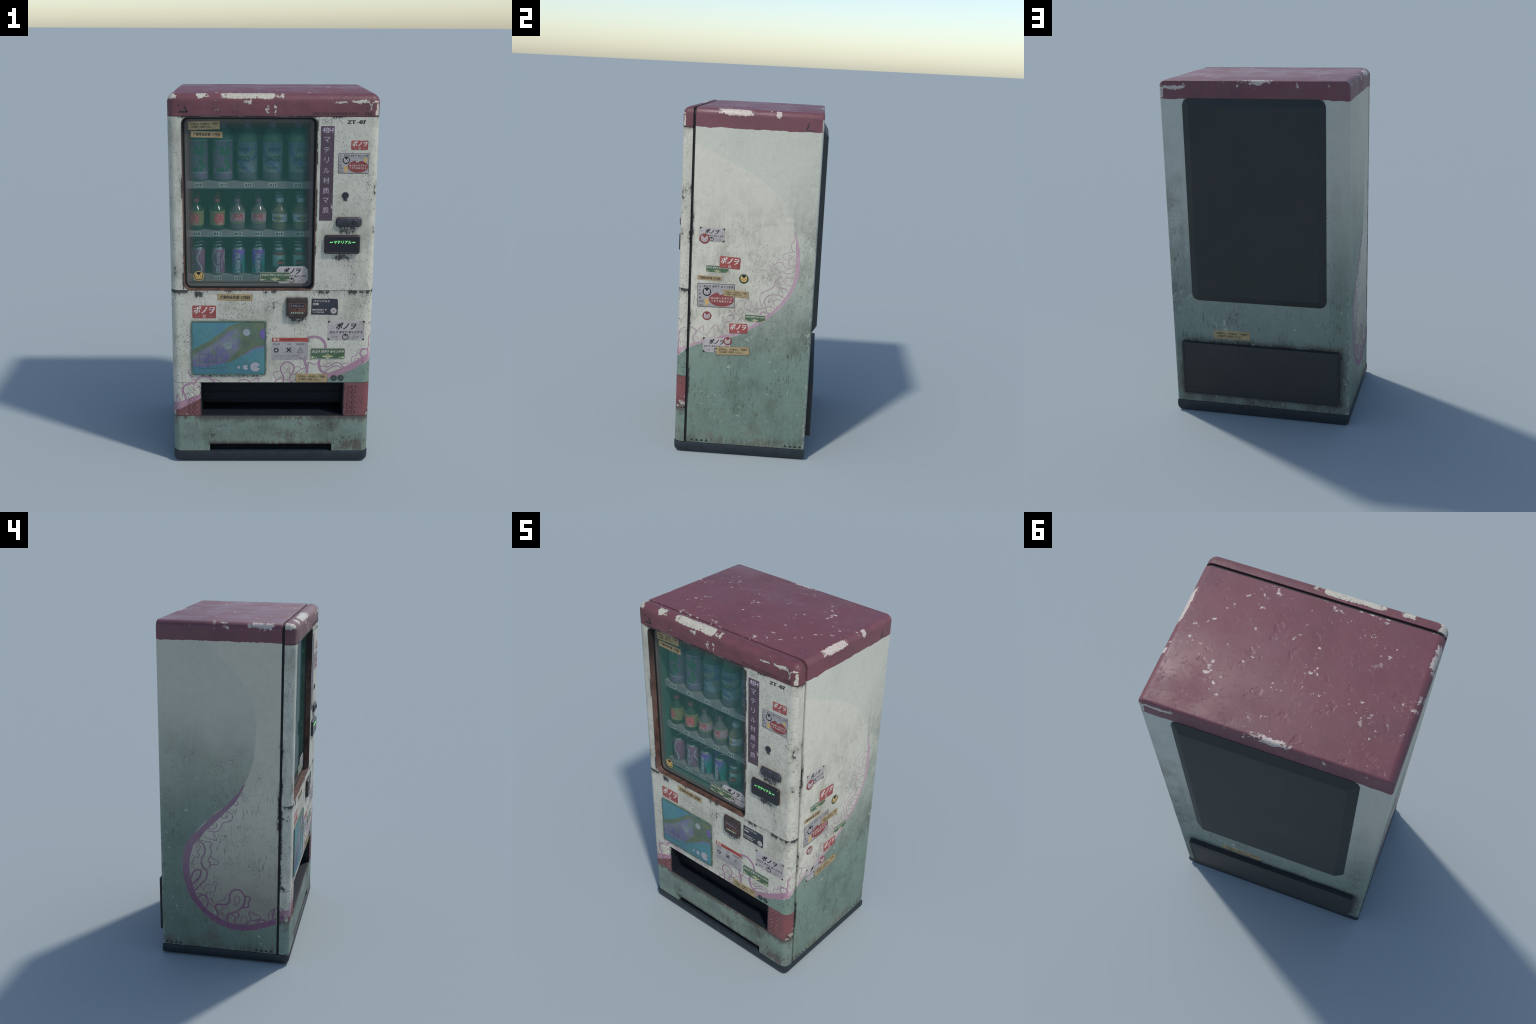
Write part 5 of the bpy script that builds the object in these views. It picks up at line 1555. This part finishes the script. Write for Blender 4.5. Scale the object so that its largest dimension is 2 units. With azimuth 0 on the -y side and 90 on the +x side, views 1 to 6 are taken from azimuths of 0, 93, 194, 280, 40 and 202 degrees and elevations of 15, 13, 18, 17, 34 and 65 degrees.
L_LINES(6, (0.152, 0.742), (0.126, 0.732), (0.111, 0.702), (0.113, 0.67), (0.126, 0.645), (0.134, 0.612), (0.123, 0.585), (0.104, 0.563), (0.1, 0.538), (0.11, 0.505), (0.138, 0.473), (0.159, 0.448), (0.172, 0.43))
L_LINES(3, (0.171, 0.728), (0.148, 0.726), (0.137, 0.703), (0.149, 0.687), (0.156, 0.674), (0.145, 0.659), (0.157, 0.64), (0.172, 0.641), (0.187, 0.656))
L_LINES(2.5, (0.18, 0.636), (0.184, 0.6), (0.177, 0.564))
L_LINES(7, (0.195, 0.506), (0.186, 0.54), (0.17, 0.557), (0.152, 0.565), (0.137, 0.557), (0.14, 0.528), (0.162, 0.5), (0.18, 0.479), (0.187, 0.468))
L_LINES(2.5, (0.137, 0.515), (0.156, 0.491), (0.171, 0.463), (0.175, 0.443))
L_LINES(2.5, (0.139, 0.466), (0.128, 0.444), (0.119, 0.442), (0.113, 0.462), (0.101, 0.475), (0.073, 0.474), (0.058, 0.492), (0.046, 0.498), (0.04, 0.487), (0.049, 0.468), (0.052, 0.442), (0.067, 0.431), (0.092, 0.427), (0.103, 0.418), (0.103, 0.404))
L_LINES(2.5, (0.161, 0.414), (0.141, 0.414), (0.123, 0.409))
L_LINES(7, (0.151, 0.387), (0.138, 0.404), (0.117, 0.406), (0.101, 0.392), (0.094, 0.369), (0.099, 0.342), (0.108, 0.325))
L_LINES(3, (0.089, 0.389), (0.074, 0.388), (0.062, 0.369), (0.052, 0.347))
L_LINES(3, (0.089, 0.366), (0.074, 0.345), (0.056, 0.334))
L_LINES(7.5, (0.049, 0.347), (0.037, 0.354), (-0.006, 0.356), (-0.024, 0.364), (-0.035, 0.385), (-0.036, 0.418), (-0.048, 0.445), (-0.073, 0.459), (-0.097, 0.455), (-0.118, 0.432), (-0.126, 0.404), (-0.121, 0.374), (-0.106, 0.346), (-0.076, 0.32), (-0.042, 0.304), (-0.024, 0.286), (-0.02, 0.262), (-0.03, 0.24))
L_LINES(7.5, (0.049, 0.347), (0.049, 0.328), (0.037, 0.306), (0.034, 0.286), (0.044, 0.265))
L_LINES(2.5, (0.037, 0.358), (0.019, 0.377), (-0.003, 0.389), (-0.015, 0.416), (-0.03, 0.435))
L_LINES(3, (-0.067, 0.411), (-0.076, 0.42), (-0.091, 0.414), (-0.096, 0.394), (-0.085, 0.371), (-0.07, 0.356), (-0.059, 0.358), (-0.068, 0.376), (-0.064, 0.395), (-0.067, 0.411))
L_LINES(5, (-0.127, 0.42), (-0.142, 0.423), (-0.156, 0.41), (-0.154, 0.397), (-0.146, 0.383), (-0.15, 0.364), (-0.14, 0.352), (-0.109, 0.347))
L_LINES(2.5, (0.028, 0.315), (0.01, 0.305), (0.0, 0.283), (-0.004, 0.25))
L_LINES(6, (-0.076, 0.32), (-0.091, 0.302), (-0.085, 0.285), (-0.069, 0.267), (-0.067, 0.247), (-0.076, 0.238))
L_LINES(4, (-0.042, 0.301), (-0.058, 0.292), (-0.07, 0.274))
L_LINES(4.5, (-0.134, 0.241), (-0.158, 0.27), (-0.161, 0.286), (-0.151, 0.315), (-0.16, 0.327), (-0.188, 0.311), (-0.213, 0.308), (-0.22, 0.299), (-0.207, 0.28), (-0.165, 0.269))
L_LINES(4, (-0.192, 0.25), (-0.195, 0.273), (-0.207, 0.283))
L_LINES(7, (-0.207, 0.255), (-0.21, 0.272), (-0.228, 0.28), (-0.246, 0.276), (-0.256, 0.267))
L_LINES(3.5, (-0.27, 0.285), (-0.265, 0.31), (-0.278, 0.341), (-0.296, 0.356), (-0.311, 0.361))
L_LINES(7, (-0.291, 0.293), (-0.292, 0.32), (-0.299, 0.353))
L_LINES(4, (-0.3335, 0.366), (-0.344, 0.359), (-0.355, 0.352))
ring(LF, M_LINE_L, 3, (0.161, 0.532), 0.0075)
ring(LF, M_LINE_L, 3.5, (0.12, 0.371), 0.0105)
ring(LF, M_LINE_L, 3.5, (0.004, 0.332), 0.0080)
ring(LF, M_LINE_L, 4, (-0.12, 0.267), 0.0180, 0.0260)
ring(LF, M_LINE_L, 2, (0.059, 0.847), 0.004)
ring(LF, M_LINE_L, 2.5, (0.156, 0.708), 0.0065)

DF = door_front
band(DF, M_BAND_F, [(0.303, 0.479), (0.314, 0.500), (0.355, 0.510), (0.386, 0.522), (0.438, 0.547), (0.49, 0.578), (0.526, 0.602)], [(0.301, 0.521), (0.312, 0.527), (0.36, 0.547), (0.411, 0.572), (0.462, 0.603), (0.501, 0.628), (0.525, 0.640)])
band(DF, M_BAND_F, [(-0.527, 0.302), (-0.517, 0.306), (-0.486, 0.318), (-0.465, 0.33), (-0.436, 0.345), (-0.415, 0.357), (-0.394, 0.37), (-0.3800, 0.377)], [(-0.527, 0.345), (-0.516, 0.348), (-0.5, 0.354), (-0.464, 0.37), (-0.444, 0.377), (-0.414, 0.392), (-0.396, 0.399), (-0.3800, 0.402)])
F_LINES = lambda mm, *p: line(DF, M_LINE_F, mm, list(p))
F_LINES(13, (0.19, 0.72), (0.204, 0.729), (0.23, 0.732), (0.258, 0.724), (0.277, 0.706), (0.286, 0.687), (0.288, 0.660))
F_LINES(12, (0.171, 0.610), (0.183, 0.578), (0.192, 0.55), (0.189, 0.515))
F_LINES(13, (0.259, 0.612), (0.254, 0.581), (0.257, 0.558), (0.268, 0.538), (0.289, 0.524), (0.308, 0.519))
F_LINES(8, (0.064, 0.4715), (0.065, 0.502), (0.055, 0.527), (0.05, 0.55), (0.056, 0.572), (0.076, 0.586), (0.096, 0.586), (0.115, 0.572), (0.122, 0.55), (0.113, 0.527), (0.102, 0.507), (0.1, 0.487), (0.109, 0.4715))
F_LINES(3.5, (0.066, 0.524), (0.079, 0.53), (0.087, 0.55), (0.096, 0.555), (0.101, 0.547), (0.097, 0.527), (0.103, 0.516))
F_LINES(3.5, (0.053, 0.533), (0.032, 0.534), (0.016, 0.53), (0.011, 0.518), (0.019, 0.504), (0.027, 0.49))
F_LINES(6, (0.019, 0.4715), (0.03, 0.485), (0.058, 0.497))
F_LINES(3, (0.061, 0.482), (0.085, 0.49), (0.098, 0.489))
F_LINES(5, (0.105, 0.513), (0.129, 0.52), (0.15, 0.538), (0.165, 0.55), (0.181, 0.554))
F_LINES(3, (0.123, 0.558), (0.141, 0.562), (0.155, 0.555), (0.161, 0.548))
F_LINES(5, (0.109, 0.4715), (0.119, 0.479), (0.135, 0.49))
F_LINES(3.5, (0.191, 0.58), (0.204, 0.586), (0.217, 0.578), (0.233, 0.575), (0.248, 0.583))
F_LINES(5, (0.262, 0.565), (0.28, 0.564), (0.301, 0.561), (0.322, 0.569), (0.335, 0.581), (0.353, 0.585), (0.372, 0.578), (0.388, 0.558))
F_LINES(4, (0.285, 0.533), (0.304, 0.547), (0.32, 0.555), (0.338, 0.565), (0.359, 0.565), (0.375, 0.553))
F_LINES(3, (0.288, 0.565), (0.296, 0.578), (0.309, 0.582), (0.322, 0.575))
F_LINES(3, (0.382, 0.575), (0.393, 0.581), (0.408, 0.581), (0.416, 0.575))
F_LINES(9, (0.486, 0.614), (0.474, 0.634), (0.478, 0.653), (0.494, 0.663), (0.511, 0.659), (0.515, 0.642), (0.512, 0.624))
F_LINES(3.5, (0.432, 0.578), (0.426, 0.598), (0.433, 0.617), (0.454, 0.628), (0.461, 0.651), (0.474, 0.662), (0.494, 0.665))
F_LINES(3, (0.44, 0.586), (0.444, 0.603), (0.457, 0.61), (0.47, 0.606))
F_LINES(5, (0.523, 0.734), (0.516, 0.709), (0.517, 0.678), (0.515, 0.662))
F_LINES(3.5, (-0.428, 0.4715), (-0.424, 0.486), (-0.433, 0.504), (-0.443, 0.522), (-0.443, 0.537), (-0.428, 0.547))
F_LINES(4, (-0.433, 0.51), (-0.421, 0.502), (-0.411, 0.486), (-0.408, 0.477))
F_LINES(9, (-0.409, 0.4715), (-0.403, 0.482), (-0.386, 0.497), (-0.363, 0.503), (-0.341, 0.5), (-0.32, 0.486), (-0.306, 0.4715))
F_LINES(3.5, (-0.314, 0.487), (-0.298, 0.488), (-0.281, 0.48), (-0.273, 0.4715))
F_LINES(9, (-0.461, 0.372), (-0.464, 0.392), (-0.474, 0.415), (-0.474, 0.437), (-0.465, 0.451), (-0.448, 0.46), (-0.43, 0.461), (-0.411, 0.46), (-0.397, 0.451), (-0.384, 0.44))
F_LINES(8, (-0.409, 0.464), (-0.408, 0.446), (-0.408, 0.419), (-0.41, 0.399))
F_LINES(3, (-0.474, 0.426), (-0.482, 0.417), (-0.478, 0.397), (-0.481, 0.377), (-0.489, 0.366), (-0.508, 0.354))
F_LINES(4, (-0.509, 0.355), (-0.51, 0.374), (-0.511, 0.388), (-0.505, 0.392), (-0.498, 0.384), (-0.495, 0.372), (-0.487, 0.366))
F_LINES(4, (-0.458, 0.397), (-0.443, 0.41), (-0.43, 0.426), (-0.414, 0.426))
F_LINES(6, (-0.177, 0.4725), (-0.163, 0.484), (-0.139, 0.487), (-0.112, 0.4725))
F_LINES(5, (-0.105, 0.48), (-0.081, 0.493), (-0.067, 0.484), (-0.074, 0.4725))

# ------------------------------------------------------------------ rear service covers
def mat_cover(name, base, dust):
    t = NT(name)
    t.pos
    n = t.noise(3.2, 3)
    col = t.mix(t.ss(n, 0.3, 0.7), base, dust)
    h = t.add(t.mul(t.ss(t.noise((26, 26, 20), 6, 0.6, dist=1.0), 0.58, 0.75), 0.7), t.mul(t.noise(200, 2), 0.1))
    return t.finish(col, 0.62, h, 0.3, 0.004)


M_COVER = mat_cover("rear_cover_plastic", srgb(43, 49, 48), srgb(48, 53, 52))
obj("rear_cover", padded(0.802, 1.176, 0.036, [(0, -0.002), (0, 0.002), (0.040, 0.0275), (0.0425, 0.029)], 2), M_COVER, world=at(BACK, 0, 1.3145), smooth=20)
vent = obj("rear_vent_cover", padded(0.946, 0.333, 0.004, [(0, -0.002), (0, 0.024), (0.002, 0.0265), (0.003, 0.0268)], 3), mat_cover("vent_cover_plastic", srgb(40, 43, 44), srgb(47, 50, 50)), world=at(BACK, 0, 0.2955), smooth=30)
obj("vent_rim", ringplate(rr(0.9465, 0.3335, 0.0045, 3), rr(0.930, 0.317, 0.003, 3), 0.020, 0.0285), M_COVER, parent=vent, world=at(BACK, 0, 0.2955))
for dz in (0.128, -0.128):
    obj("vent_ridge", padded(0.934, 0.003, 0.001, [(0, 0), (0.0008, 0.0012)], 2), M_COVER, parent=vent, world=at(BACK, 0, 0.2955 + dz, 0.0266))
